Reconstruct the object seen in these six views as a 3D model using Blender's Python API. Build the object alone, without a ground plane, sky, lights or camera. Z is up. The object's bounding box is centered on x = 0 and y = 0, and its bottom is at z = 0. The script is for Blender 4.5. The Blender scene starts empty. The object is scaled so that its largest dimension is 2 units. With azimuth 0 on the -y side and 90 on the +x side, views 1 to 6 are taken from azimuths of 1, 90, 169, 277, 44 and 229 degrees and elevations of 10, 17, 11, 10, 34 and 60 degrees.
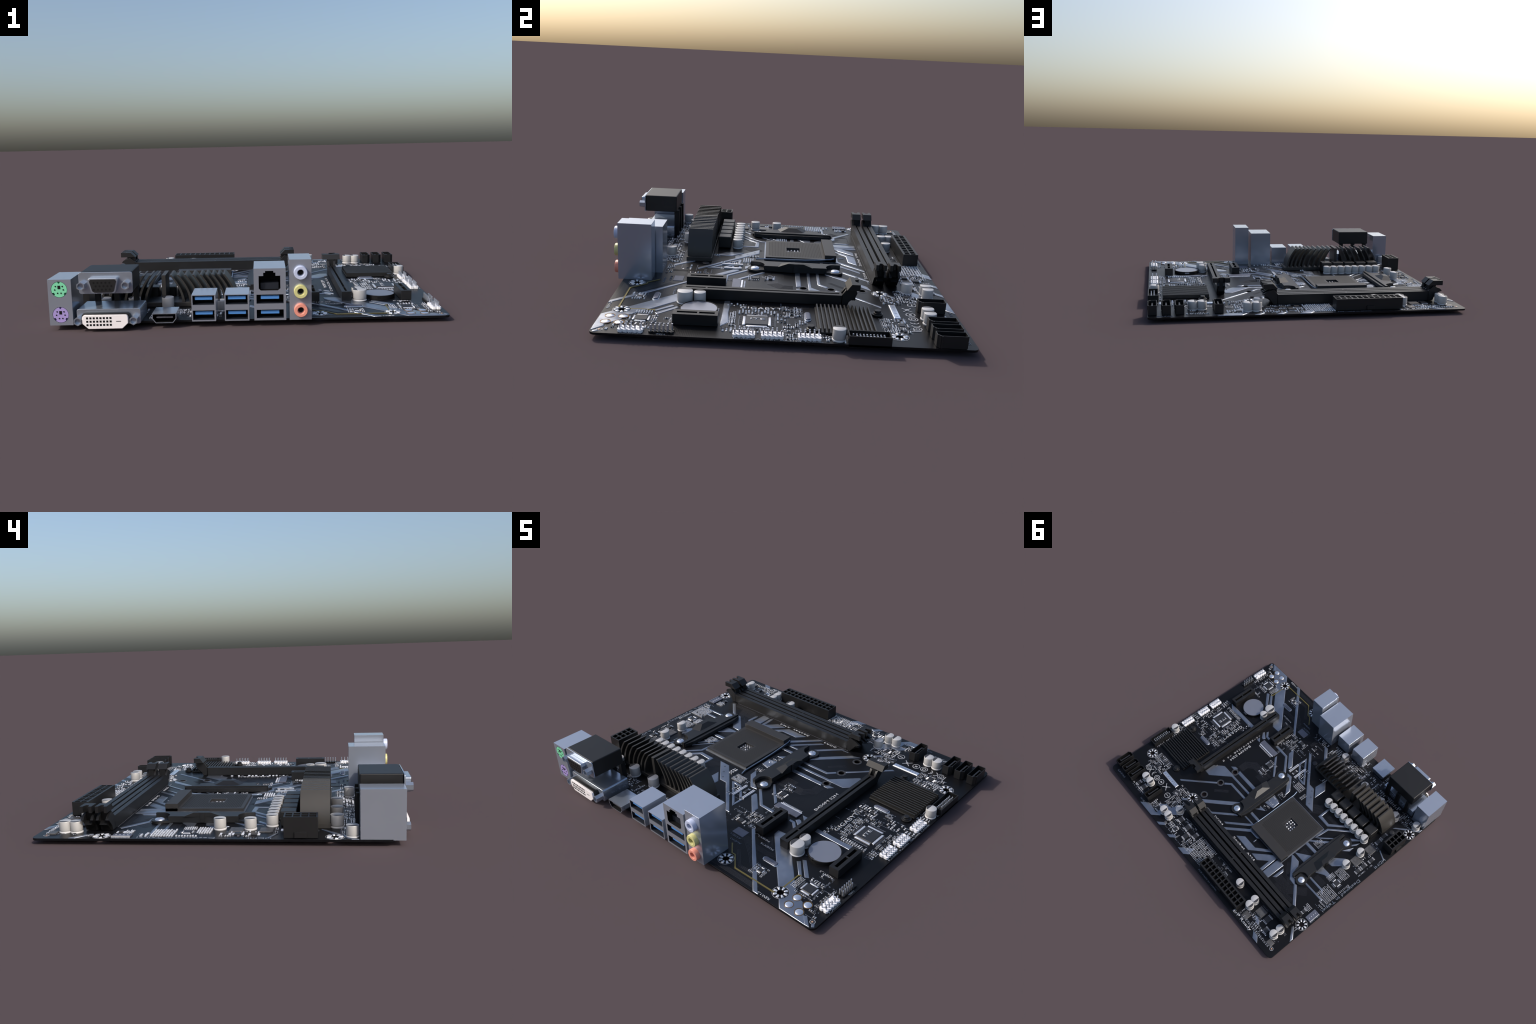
import bpy, bmesh, math, random
from mathutils import Vector, Matrix

# ---------------------------------------------------------------------------
#  A micro-ATX computer motherboard: black board with silver angular foil art,
#  rear port cluster, finned heatsinks, memory slots and connectors.
#  Frame: metres, z up.  Port edge faces -y, memory slots lie at +y.
# ---------------------------------------------------------------------------
Z0 = 0.031            # top of the board
ZB = 0.020            # underside of the board
XL, XR, YF, YB = -1.0, 1.0, -0.798, 0.888
rng = random.Random(450)
scene = bpy.context.scene
coll = scene.collection

# ------------------------------------------------------------------ materials
def nt_new(name):
    m = bpy.data.materials.new(name)
    m.use_nodes = True
    nt = m.node_tree
    return m, nt, nt.nodes['Principled BSDF']

def mat(name, col, rough=0.4, metal=0.0, spec=0.5, grain=0.0, gscale=300.0, var=0.0, coat=0.0, vscale=6.0, gdist=0.002):
    """Principled surface with a little procedural grain and tone drift."""
    m, nt, b = nt_new(name)
    b.inputs['Roughness'].default_value = rough
    b.inputs['Metallic'].default_value = metal
    b.inputs['Specular IOR Level'].default_value = spec
    b.inputs['Coat Weight'].default_value = coat
    tc = nt.nodes.new('ShaderNodeTexCoord')
    no = nt.nodes.new('ShaderNodeTexNoise')
    no.inputs['Scale'].default_value = vscale
    no.inputs['Detail'].default_value = 6
    nt.links.new(tc.outputs['Object'], no.inputs['Vector'])
    cr = nt.nodes.new('ShaderNodeValToRGB')
    lo = [c * (1 - var) for c in col]; hi = [min(1, c * (1 + var)) for c in col]
    cr.color_ramp.elements[0].position = 0.3
    cr.color_ramp.elements[1].position = 0.7
    cr.color_ramp.elements[0].color = (*lo, 1)
    cr.color_ramp.elements[1].color = (*hi, 1)
    nt.links.new(no.outputs['Fac'], cr.inputs['Fac'])
    nt.links.new(cr.outputs['Color'], b.inputs['Base Color'])
    if grain > 0:
        n2 = nt.nodes.new('ShaderNodeTexNoise')
        n2.inputs['Scale'].default_value = gscale
        nt.links.new(tc.outputs['Object'], n2.inputs['Vector'])
        bp = nt.nodes.new('ShaderNodeBump')
        bp.inputs['Strength'].default_value = grain
        bp.inputs['Distance'].default_value = gdist
        nt.links.new(n2.outputs['Fac'], bp.inputs['Height'])
        nt.links.new(bp.outputs['Normal'], b.inputs['Normal'])
    return m

def board_material():
    """Black solder mask with the relief of hair-fine buried traces: Voronoi
    patches pick whether the traces run along x, along y or on the diagonal."""
    m, nt, b = nt_new('black_solder_mask')
    L = nt.links.new
    tc = nt.nodes.new('ShaderNodeTexCoord')
    vor = nt.nodes.new('ShaderNodeTexVoronoi')
    vor.distance = 'MANHATTAN'
    vor.inputs['Scale'].default_value = 7.5
    L(tc.outputs['Object'], vor.inputs['Vector'])
    sep = nt.nodes.new('ShaderNodeSeparateColor')
    L(vor.outputs['Color'], sep.inputs['Color'])
    def wave(axis, scale, dist):
        w = nt.nodes.new('ShaderNodeTexWave')
        w.bands_direction = axis
        w.inputs['Scale'].default_value = scale
        w.inputs['Distortion'].default_value = dist
        w.inputs['Detail'].default_value = 1.0
        w.inputs['Detail Scale'].default_value = 0.6
        L(tc.outputs['Object'], w.inputs['Vector'])
        return w.outputs['Fac']
    def math_(op, a, bb, v=None):
        n = nt.nodes.new('ShaderNodeMath'); n.operation = op
        if a is not None: L(a, n.inputs[0])
        if bb is not None: L(bb, n.inputs[1])
        if v is not None: n.inputs[1].default_value = v
        return n.outputs[0]
    def pick(x, y, fac):
        n = nt.nodes.new('ShaderNodeMix'); n.data_type = 'FLOAT'
        L(fac, n.inputs['Factor']); L(x, n.inputs['A']); L(y, n.inputs['B'])
        return n.outputs['Result']
    wx, wy, wd = wave('X', 44, 0.0), wave('Y', 40, 0.0), wave('DIAGONAL', 62, 0.0)
    sel1 = math_('GREATER_THAN', sep.outputs['Red'], None, 0.52)
    sel2 = math_('GREATER_THAN', sep.outputs['Green'], None, 0.70)
    h = pick(pick(wx, wy, sel1), wd, sel2)
    # only some patches carry visible traces
    no = nt.nodes.new('ShaderNodeTexNoise')
    no.inputs['Scale'].default_value = 4.0
    no.inputs['Detail'].default_value = 2.0
    L(tc.outputs['Object'], no.inputs['Vector'])
    mr = nt.nodes.new('ShaderNodeMapRange')
    mr.inputs['From Min'].default_value = 0.45
    mr.inputs['From Max'].default_value = 0.66
    L(no.outputs['Fac'], mr.inputs['Value'])
    height = math_('MULTIPLY', h, mr.outputs['Result'])
    bp = nt.nodes.new('ShaderNodeBump')
    bp.inputs['Strength'].default_value = 0.075
    bp.inputs['Distance'].default_value = 0.004
    L(height, bp.inputs['Height'])
    L(bp.outputs['Normal'], b.inputs['Normal'])
    mix = nt.nodes.new('ShaderNodeMix'); mix.data_type = 'RGBA'
    mix.inputs['A'].default_value = (0.0032, 0.0034, 0.0046, 1)
    mix.inputs['B'].default_value = (0.0065, 0.0068, 0.0085, 1)
    L(height, mix.inputs['Factor'])
    L(mix.outputs['Result'], b.inputs['Base Color'])
    b.inputs['Roughness'].default_value = 0.36
    b.inputs['Specular IOR Level'].default_value = 0.24
    return m

M = {}
def make_materials():
    M['board'] = board_material()
    M['foil'] = mat('silver_foil', (0.268, 0.294, 0.345), 0.29, 0.85, var=0.16, grain=0.45, gscale=9, gdist=0.016)
    M['gold'] = mat('gold_line', (0.17, 0.14, 0.045), 0.42, 0.4, var=0.1)
    M['line'] = mat('buried_trace', (0.020, 0.021, 0.027), 0.4, 0.0, var=0.1)
    M['ink'] = mat('white_ink', (0.40, 0.41, 0.44), 0.42, 0.3, var=0.15, vscale=40)
    M['ink_dim'] = mat('dull_ink', (0.12, 0.14, 0.18), 0.5, 0.0, var=0.2, vscale=40)
    M['plastic'] = mat('black_plastic', (0.0080, 0.0080, 0.0088), 0.45, 0.0, 0.42, var=0.06, grain=0.03)
    M['plastic_deep'] = mat('deep_black_plastic', (0.0045, 0.0045, 0.005), 0.55, 0.0, 0.3)
    M['socketp'] = mat('socket_plastic', (0.025, 0.024, 0.0245), 0.5, 0.0, 0.4, var=0.05)
    M['bracket'] = mat('bracket_plastic', (0.0090, 0.0092, 0.0102), 0.44, 0.0, 0.45, var=0.05)
    M['anod'] = mat('dark_anodised_aluminium', (0.042, 0.039, 0.036), 0.42, 0.25, 0.5, var=0.06)
    M['chipsink'] = mat('black_anodised_fin', (0.016, 0.0155, 0.015), 0.38, 0.15, 0.5, var=0.06)
    M['metal'] = mat('port_metal', (0.42, 0.46, 0.54), 0.20, 0.65, 0.5, var=0.02)
    M['metal_soft'] = mat('zinc_shell', (0.42, 0.47, 0.55), 0.22, 0.75, 0.5, var=0.04)
    M['chrome'] = mat('screw_steel', (0.72, 0.76, 0.84), 0.22, 0.85, 0.5, var=0.03)
    M['dark'] = mat('cavity_black', (0.004, 0.004, 0.0045), 0.7, 0.0, 0.2)
    M['cavity'] = mat('cavity_blue_grey', (0.02, 0.024, 0.034), 0.45, 0.3, 0.4)
    M['white'] = mat('white_plastic', (0.85, 0.84, 0.86), 0.4, 0.0, 0.5, var=0.02)
    M['dvi'] = mat('ivory_plastic', (0.88, 0.83, 0.83), 0.4, 0.0, 0.4, var=0.02)
    M['blue'] = mat('blue_tongue', (0.075, 0.24, 0.58), 0.45, 0.0, 0.4, var=0.03)
    M['jack_blue'] = mat('pale_blue_jack', (0.48, 0.53, 0.70), 0.4, 0.0, 0.4)
    M['jack_lime'] = mat('lime_jack', (0.58, 0.55, 0.24), 0.4, 0.0, 0.4)
    M['jack_pink'] = mat('salmon_jack', (0.74, 0.28, 0.21), 0.4, 0.0, 0.4)
    M['green'] = mat('mint_socket', (0.20, 0.62, 0.37), 0.4, 0.0, 0.4)
    M['purple'] = mat('lilac_socket', (0.36, 0.28, 0.58), 0.4, 0.0, 0.4)
    M['can'] = mat('capacitor_sleeve', (0.46, 0.45, 0.44), 0.42, 0.12, 0.5, var=0.03)
    M['can_top'] = mat('capacitor_lid', (0.47, 0.47, 0.48), 0.45, 0.10, 0.5, var=0.03)
    M['can_mark'] = mat('capacitor_stripe', (0.035, 0.035, 0.04), 0.5)
    M['can_base'] = mat('capacitor_base', (0.62, 0.61, 0.61), 0.4, 0.0, 0.5)
    M['cell'] = mat('battery_steel', (0.27, 0.285, 0.335), 0.36, 0.6, 0.5, var=0.04)
    M['pin'] = mat('header_pin', (0.55, 0.58, 0.64), 0.3, 0.8)
    M['solder'] = mat('solder', (0.78, 0.79, 0.83), 0.30, 0.65, var=0.12, vscale=80)  # base lightened so tiny parts show white sun glints
    M['smd'] = mat('chip_part_body', (0.06, 0.062, 0.075), 0.4, 0.1, var=0.5, vscale=60)
    M['chip'] = mat('chip_black', (0.018, 0.019, 0.023), 0.42, 0.0, 0.5, var=0.15, vscale=30)
    M['coil'] = mat('choke_black', (0.0115, 0.0115, 0.012), 0.42, 0.0, 0.45, var=0.1, grain=0.1, gscale=120)
    M['plate'] = mat('grey_plate', (0.115, 0.125, 0.165), 0.42, 0.4, 0.5, var=0.12, vscale=20)
    M['dull'] = mat('dull_metal', (0.10, 0.098, 0.10), 0.45, 0.5, 0.5, var=0.3, vscale=40, grain=0.1, gscale=120)
    M['copper'] = mat('copper_dot', (0.62, 0.36, 0.24), 0.35, 0.7)
    M['amber'] = mat('amber_ring', (0.26, 0.14, 0.035), 0.35, 0.7)

# --------------------------------------------------------------- mesh builder
class MB:
    """Collects vertices and faces of one part, each face with a material."""
    def __init__(s): s.v = []; s.f = []; s.mi = []; s.mats = []
    def m(s, key):
        if key not in s.mats: s.mats.append(key)
        return s.mats.index(key)
    def add(s, vs, fs, key):
        o = len(s.v); k = s.m(key)
        s.v.extend(tuple(p) for p in vs)
        for f in fs: s.f.append(tuple(i + o for i in f)); s.mi.append(k)
    def box(s, x0, x1, y0, y1, z0, z1, key, top=None):
        vs = [(x0,y0,z0),(x1,y0,z0),(x1,y1,z0),(x0,y1,z0),(x0,y0,z1),(x1,y0,z1),(x1,y1,z1),(x0,y1,z1)]
        s.add(vs, [(3,2,1,0),(0,1,5,4),(1,2,6,5),(2,3,7,6),(3,0,4,7)], key)
        s.add(vs[4:], [(0,1,2,3)], top or key)
    def cbox(s, cx, cy, wx, wy, z0, z1, key, top=None):
        s.box(cx-wx/2, cx+wx/2, cy-wy/2, cy+wy/2, z0, z1, key, top)
    def frustum(s, cx, cy, wx, wy, z0, z1, inset, key):
        """low pillow: box whose top is inset, so that its edges catch light"""
        a, b = wx/2, wy/2; c, d = a-inset, b-inset; zm = z0 + (z1-z0)*0.55
        vs = [(cx-a,cy-b,z0),(cx+a,cy-b,z0),(cx+a,cy+b,z0),(cx-a,cy+b,z0),
              (cx-a,cy-b,zm),(cx+a,cy-b,zm),(cx+a,cy+b,zm),(cx-a,cy+b,zm),
              (cx-c,cy-d,z1),(cx+c,cy-d,z1),(cx+c,cy+d,z1),(cx-c,cy+d,z1)]
        fs = []
        for o in (0, 4):
            for i in range(4):
                j = (i+1) % 4
                fs.append((o+i, o+j, o+4+j, o+4+i))
        fs.append((8,9,10,11))
        s.add(vs, fs, key)
    def prism(s, poly, lo, hi, axis, key, cap=None, bottom=True):
        """extrude a 2-D outline; axis 'z': (x,y); 'y': (x,z); 'x': (y,z)"""
        n = len(poly)
        area = sum(poly[i][0]*poly[(i+1)%n][1]-poly[(i+1)%n][0]*poly[i][1] for i in range(n))
        if area < 0: poly = poly[::-1]
        def P(p, t):
            return {'z': (p[0],p[1],t), 'y': (p[0],t,p[1]), 'x': (t,p[0],p[1])}[axis]
        vs = [P(p, lo) for p in poly] + [P(p, hi) for p in poly]
        side = [(i, (i+1)%n, n+(i+1)%n, n+i) for i in range(n)]
        top = [tuple(range(n, 2*n))]; bot = [tuple(range(n-1, -1, -1))]
        if axis == 'y':
            side = [f[::-1] for f in side]; top = [f[::-1] for f in top]; bot = [f[::-1] for f in bot]
        s.add(vs, side, key)
        s.add(vs, top, cap or key)
        if bottom: s.add(vs, bot, cap or key)
    def plate(s, poly, z0, z1, bev, key):
        """thin plate with a chamfered rim (each rim vertex moved inwards)"""
        n = len(poly)
        area = sum(poly[i][0]*poly[(i+1)%n][1]-poly[(i+1)%n][0]*poly[i][1] for i in range(n))
        if area < 0: poly = poly[::-1]
        inn = []
        for i in range(n):
            p0, p1, p2 = Vector(poly[i-1]), Vector(poly[i]), Vector(poly[(i+1)%n])
            d1 = (p1-p0).normalized(); d2 = (p2-p1).normalized()
            n1 = Vector((-d1.y, d1.x)); n2 = Vector((-d2.y, d2.x))
            k = n1 + n2
            if k.length < 1e-4: k = n1
            k = k / max(0.35, k.dot(n1)) if k.dot(n1) > 0 else n1
            if k.length > 1.8: k = k.normalized()*1.8
            q = p1 + k*bev
            inn.append((q.x, q.y))
        # quarter-round rim in five facets
        vs = []
        for a, c in ((0, 0), (0.06, 0.34), (0.18, 0.57), (0.38, 0.78), (0.65, 0.94), (1, 1)):
            vs += [(p[0]+(q[0]-p[0])*a, p[1]+(q[1]-p[1])*a, z0+(z1-z0)*c) for p, q in zip(poly, inn)]
        fs = [(k*n+i,k*n+(i+1)%n,(k+1)*n+(i+1)%n,(k+1)*n+i) for k in range(5) for i in range(n)]
        s.add(vs, fs + [tuple(range(5*n,6*n))], key)
    def lathe(s, cx, cy, prof, key, seg=24, axis='z', keys=None):
        """revolve profile [(r, t)...] about an axis through (cx, cy)"""
        n = len(prof)
        vs = []
        for r, t in prof:
            for i in range(seg):
                a = 2*math.pi*i/seg
                c, d = cx + r*math.cos(a), cy + r*math.sin(a)
                vs.append({'z': (c,d,t), 'y': (c,t,d), 'x': (t,c,d)}[axis])
        for k in range(n-1):
            fs = []
            for i in range(seg):
                j = (i+1) % seg
                f = (k*seg+i, k*seg+j, (k+1)*seg+j, (k+1)*seg+i)
                fs.append(f[::-1] if axis == 'y' else f)
            s._l(vs, fs, keys[k] if keys else key, k == 0)
        f = tuple(range((n-1)*seg, n*seg))
        s._l(vs, [f[::-1] if axis == 'y' else f], keys[-1] if keys else key, False)
    def _l(s, vs, fs, key, first):
        if first: s._o = len(s.v); s.v.extend(vs)
        k = s.m(key)
        for f in fs: s.f.append(tuple(i + s._o for i in f)); s.mi.append(k)
    def dome(s, cx, cy, r, z0, h, key, seg=24, rings=5):
        prof = [(r*math.cos(t*math.pi/2/rings), z0 + h*math.sin(t*math.pi/2/rings)) for t in range(rings)]
        prof.append((r*0.02, z0+h))
        s.lathe(cx, cy, prof, key, seg)
    def pockets(s, x0, x1, y0, y1, z0, z1, holes, key, face='z', inner='dark', floor=None):
        """box with rectangular pockets sunk into its top ('z') or its -y face ('y').
        holes: (u0, u1, v0, v1, depth)"""
        if face == 'z': U = (x0,x1); V = (y0,y1); T = z1; B = z0
        else: U = (x0,x1); V = (z0,z1); T = y0; B = y1
        sg = -1 if face == 'z' else 1
        def P(u, v, t): return (u,v,t) if face == 'z' else (u,t,v)
        us = sorted(set([*U] + [h[0] for h in holes] + [h[1] for h in holes]))
        vv = sorted(set([*V] + [h[2] for h in holes] + [h[3] for h in holes]))
        def quad(a, b, c, d, k):
            s.add([a,b,c,d], [(0,1,2,3)], k)
        for i in range(len(us)-1):
            for j in range(len(vv)-1):
                cu, cv = (us[i]+us[i+1])/2, (vv[j]+vv[j+1])/2
                if any(h[0] < cu < h[1] and h[2] < cv < h[3] for h in holes): continue
                quad(P(us[i],vv[j],T), P(us[i+1],vv[j],T), P(us[i+1],vv[j+1],T), P(us[i],vv[j+1],T), key)
        for h in holes:
            a,b,c,d,dep = h; t = T + sg*dep
            quad(P(a,c,T),P(a,c,t),P(b,c,t),P(b,c,T), inner); quad(P(b,c,T),P(b,c,t),P(b,d,t),P(b,d,T), inner)
            quad(P(b,d,T),P(b,d,t),P(a,d,t),P(a,d,T), inner); quad(P(a,d,T),P(a,d,t),P(a,c,t),P(a,c,T), inner)
            quad(P(a,c,t),P(b,c,t),P(b,d,t),P(a,d,t), floor or inner)
        # remaining walls
        c = [(U[0],V[0]),(U[1],V[0]),(U[1],V[1]),(U[0],V[1])]
        for i in range(4):
            p, q = c[i], c[(i+1)%4]
            quad(P(*p,B), P(*q,B), P(*q,T), P(*p,T), key)
        quad(P(*c[3],B), P(*c[2],B), P(*c[1],B), P(*c[0],B), key)
    def mesh(s, name):
        me = bpy.data.meshes.new(name)
        me.from_pydata(s.v, [], s.f)
        for k in s.mats: me.materials.append(M[k])
        me.polygons.foreach_set('material_index', s.mi)
        me.update()
        return me

ROOT = None
def put(mb, name, parent=None, bevel=0.0, loc=None, seg=1, smooth=35, weld=True):
    me = mb.mesh(name)
    bm = bmesh.new(); bm.from_mesh(me)
    if weld: bmesh.ops.remove_doubles(bm, verts=bm.verts, dist=2e-5)
    bmesh.ops.recalc_face_normals(bm, faces=bm.faces)
    bm.to_mesh(me); bm.free()
    for p in me.polygons: p.use_smooth = True
    me.set_sharp_from_angle(angle=math.radians(smooth))
    ob = bpy.data.objects.new(name, me)
    coll.objects.link(ob)
    ob.parent = parent or ROOT
    if loc: ob.location = loc
    if bevel:
        b = ob.modifiers.new('edge', 'BEVEL')
        b.width = bevel; b.segments = seg; b.limit_method = 'ANGLE'; b.angle_limit = math.radians(40)
        b.use_clamp_overlap = True; b.harden_normals = True
    return ob

def twin(ob, loc, rot=0.0, parent=None):
    o = ob.copy()
    coll.objects.link(o)
    o.parent = parent or ob.parent
    o.location = loc
    o.rotation_euler = (0, 0, rot)
    return o

def carve(ob, cutters):
    """cut solids out of a part and keep the result as its mesh"""
    for c in cutters:
        md = ob.modifiers.new('cut', 'BOOLEAN')
        md.operation = 'DIFFERENCE'; md.solver = 'EXACT'; md.object = c; md.material_mode = 'TRANSFER'
    dg = bpy.context.evaluated_depsgraph_get()
    me = bpy.data.meshes.new_from_object(ob.evaluated_get(dg))
    ob.modifiers.clear()
    ob.data = me
    me.name = ob.name
    for c in cutters: bpy.data.objects.remove(c)
    for p in me.polygons: p.use_smooth = True
    me.set_sharp_from_angle(angle=math.radians(30))

def circle(cx, cy, r, n=24, a0=0.0, a1=2*math.pi):
    full = abs(a1-a0-2*math.pi) < 1e-6
    k = n if full else n+1
    return [(cx+r*math.cos(a0+(a1-a0)*i/n), cy+r*math.sin(a0+(a1-a0)*i/n)) for i in range(k)]

def round_rect(x0, x1, y0, y1, r, n=6):
    out = []
    for cx, cy, a in ((x1-r,y0+r,-90),(x1-r,y1-r,0),(x0+r,y1-r,90),(x0+r,y0+r,180)):
        out += circle(cx, cy, r, n, math.radians(a), math.radians(a+90))
    return out

def tube(mb, pts, r, key, seg=8):
    """round wire through 3-D points"""
    pts = [Vector(p) for p in pts]
    rings = []
    for i, p in enumerate(pts):
        t = (pts[min(i+1,len(pts)-1)] - pts[max(i-1,0)]).normalized()
        a = t.cross(Vector((0,0,1))).normalized(); b = a.cross(t)
        rings.append([tuple(p + a*r*math.cos(2*math.pi*k/seg) + b*r*math.sin(2*math.pi*k/seg)) for k in range(seg)])
    vs = [q for rg in rings for q in rg]
    fs = []
    for i in range(len(rings)-1):
        for k in range(seg):
            j = (k+1) % seg
            fs.append((i*seg+k, i*seg+j, (i+1)*seg+j, (i+1)*seg+k))
    fs += [tuple(range(seg))[::-1], tuple(range((len(rings)-1)*seg, len(rings)*seg))]
    mb.add(vs, fs, key)

def ribbon(pts, w):
    """outline of a mitred line of width w"""
    P = [Vector(p) for p in pts]; Lf = []; Rt = []
    for i, p in enumerate(P):
        d1 = (P[i]-P[i-1]).normalized() if i else (P[1]-P[0]).normalized()
        d2 = (P[i+1]-P[i]).normalized() if i < len(P)-1 else d1
        n1 = Vector((-d1.y,d1.x)); n2 = Vector((-d2.y,d2.x))
        k = (n1+n2); k = k/max(0.4, k.dot(n1))
        Lf.append(tuple(p+k*w/2)); Rt.append(tuple(p-k*w/2))
    return Lf + Rt[::-1]

# ================================================================ the board
HOLES = [(0.728,-0.713,'wheel'), (0.352,-0.716,'wheel'), (0.896,0.560,'wheel'),
         (-0.957,0.558,'wheel'), (-0.957,-0.531,'wheel'), (0.355,0.553,'wheel'),
         (0.323,0.154,'m2'), (0.323,0.301,'m2'), (0.322,0.464,'m2')]

def build_board():
    mb = MB()
    mb.prism(round_rect(XL, XR, YF, YB, 0.028, 8), ZB, Z0, 'z', 'board')
    ob = put(mb, 'circuit_board', bevel=0)
    cuts = []
    for x, y, k in HOLES:
        c = MB(); c.prism(circle(x, y, 0.0165 if k == 'wheel' else 0.0185, 28), 0.0, 0.06, 'z', 'dark')
        cuts.append(put(c, 'cutter'))
    carve(ob, cuts)
    b = ob.modifiers.new('edge', 'BEVEL'); b.width = 0.0035; b.segments = 3
    b.limit_method = 'ANGLE'; b.angle_limit = math.radians(50)
    ob.modifiers.new('wn', 'WEIGHTED_NORMAL')
    return ob

def build_mount_rings():
    for x, y, k in HOLES:
        mb = MB()
        if k == 'wheel':
            # eight solder pads round the hole plus a printed ring
            for i in range(8):
                a = math.radians(45*i + 12)
                d, w = 0.0300, 0.0135
                c, s_ = math.cos(a), math.sin(a)
                poly = []
                for r, t in ((0.0180,-0.0042),(0.0375,-0.0074),(0.0375,0.0074),(0.0180,0.0042)):
                    poly.append((x + r*c - t*s_, y + r*s_ + t*c))
                mb.plate(poly, Z0, Z0+0.0045, 0.0028, 'solder')
            for r in (0.0415,):
                ring(mb, x, y, r, r+0.0018, Z0, Z0+0.0012, 'ink')
            put(mb, 'mounting_pad_ring')
        else:
            ring(mb, x, y, 0.0188, 0.0225, Z0, Z0+0.0014, 'dull')
            ring(mb, x, y, 0.0260, 0.0276, Z0, Z0+0.0010, 'ink_dim')
            put(mb, 'standoff_ring')

def ring(mb, cx, cy, r0, r1, z0, z1, key, n=28):
    a = circle(cx, cy, r0, n); b = circle(cx, cy, r1, n)
    vs = [(*p, z1) for p in a] + [(*p, z1) for p in b] + [(*p, z0) for p in b]
    fs = []
    for i in range(n):
        j = (i+1) % n
        fs.append((i, n+i, n+j, j)); fs.append((n+i, 2*n+i, 2*n+j, n+j))
    mb.add(vs, fs, key)

# ------------------------------------------------ silver foil art on the board
# (angular strips that run square to the board or on its diagonals)
FOIL_SOUND = [   # round the sound chip and the expansion slots
    [(0.952,-0.796),(0.792,-0.796),(0.693,-0.692),(0.524,-0.523),(0.405,-0.405),(0.401,-0.364),(0.469,-0.359),(0.588,-0.467),(0.687,-0.565),(0.796,-0.674),(0.850,-0.690)],
    [(0.768,-0.543),(0.748,-0.556),(0.655,-0.462),(0.676,-0.450)],
    [(0.734,-0.558),(0.713,-0.562),(0.640,-0.490),(0.656,-0.474)],
    [(0.655,-0.796),(0.620,-0.796),(0.282,-0.452),(0.290,-0.431)],
    [(0.993,-0.778),(0.981,-0.788),(0.968,-0.770),(0.980,-0.758)],
    [(0.976,-0.794),(0.947,-0.796),(0.905,-0.755),(0.924,-0.745)],
    [(0.477,-0.258),(0.470,-0.276),(0.413,-0.236),(0.426,-0.217),(0.443,-0.220)],
    [(0.459,-0.284),(0.452,-0.303),(0.416,-0.268),(0.391,-0.268),(0.386,-0.249),(0.424,-0.250)],
    [(0.454,-0.176),(0.455,-0.213),(0.418,-0.178)],
    [(0.304,-0.252),(0.301,-0.274),(0.171,-0.269),(0.056,-0.154),(0.072,-0.142),(0.179,-0.250)],
    [(0.193,-0.331),(0.181,-0.346),(0.068,-0.233),(0.068,-0.200),(0.082,-0.196),(0.183,-0.295),(0.183,-0.320)],
    [(0.226,-0.180),(0.226,-0.205),(0.085,-0.064),(0.097,-0.052)],
    [(0.875,-0.243),(0.811,-0.245),(0.560,-0.244),(0.555,-0.215),(0.629,-0.211),(0.722,-0.213),(0.823,-0.205)],
]
FOIL_CORE = [   # between ports, cooler frame and processor socket
    [(0.055,-0.378),(-0.125,-0.200),(-0.102,-0.200),(0.041,-0.343)],
    [(0.053,-0.375),(0.042,-0.343),(0.043,-0.305),(0.058,-0.300)],
    [(0.043,-0.306),(0.059,-0.299),(-0.042,-0.199),(-0.058,-0.204)],
    [(-0.042,-0.199),(-0.070,-0.214),(-0.122,-0.202),(-0.103,-0.190)],
    [(0.084,-0.428),(0.054,-0.430),(-0.143,-0.236),(-0.194,-0.236),(-0.340,-0.090),(-0.259,-0.090),(-0.104,-0.242),(0.030,-0.375)],
    [(-0.190,-0.254),(-0.199,-0.357),(-0.265,-0.291),(-0.260,-0.184)],
    [(0.048,-0.569),(0.016,-0.573),(-0.065,-0.492),(-0.063,-0.456)],
    [(0.050,-0.165),(0.002,-0.170),(-0.090,-0.075),(-0.094,-0.019),(-0.044,-0.072),(0.020,-0.136)],
    [(-0.037,0.144),(-0.036,0.039),(-0.116,0.059),(-0.120,0.125),(-0.091,0.132)],
    [(-0.031,0.239),(-0.051,0.207),(-0.036,0.187),(-0.100,0.183),(-0.091,0.194)],
]
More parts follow.
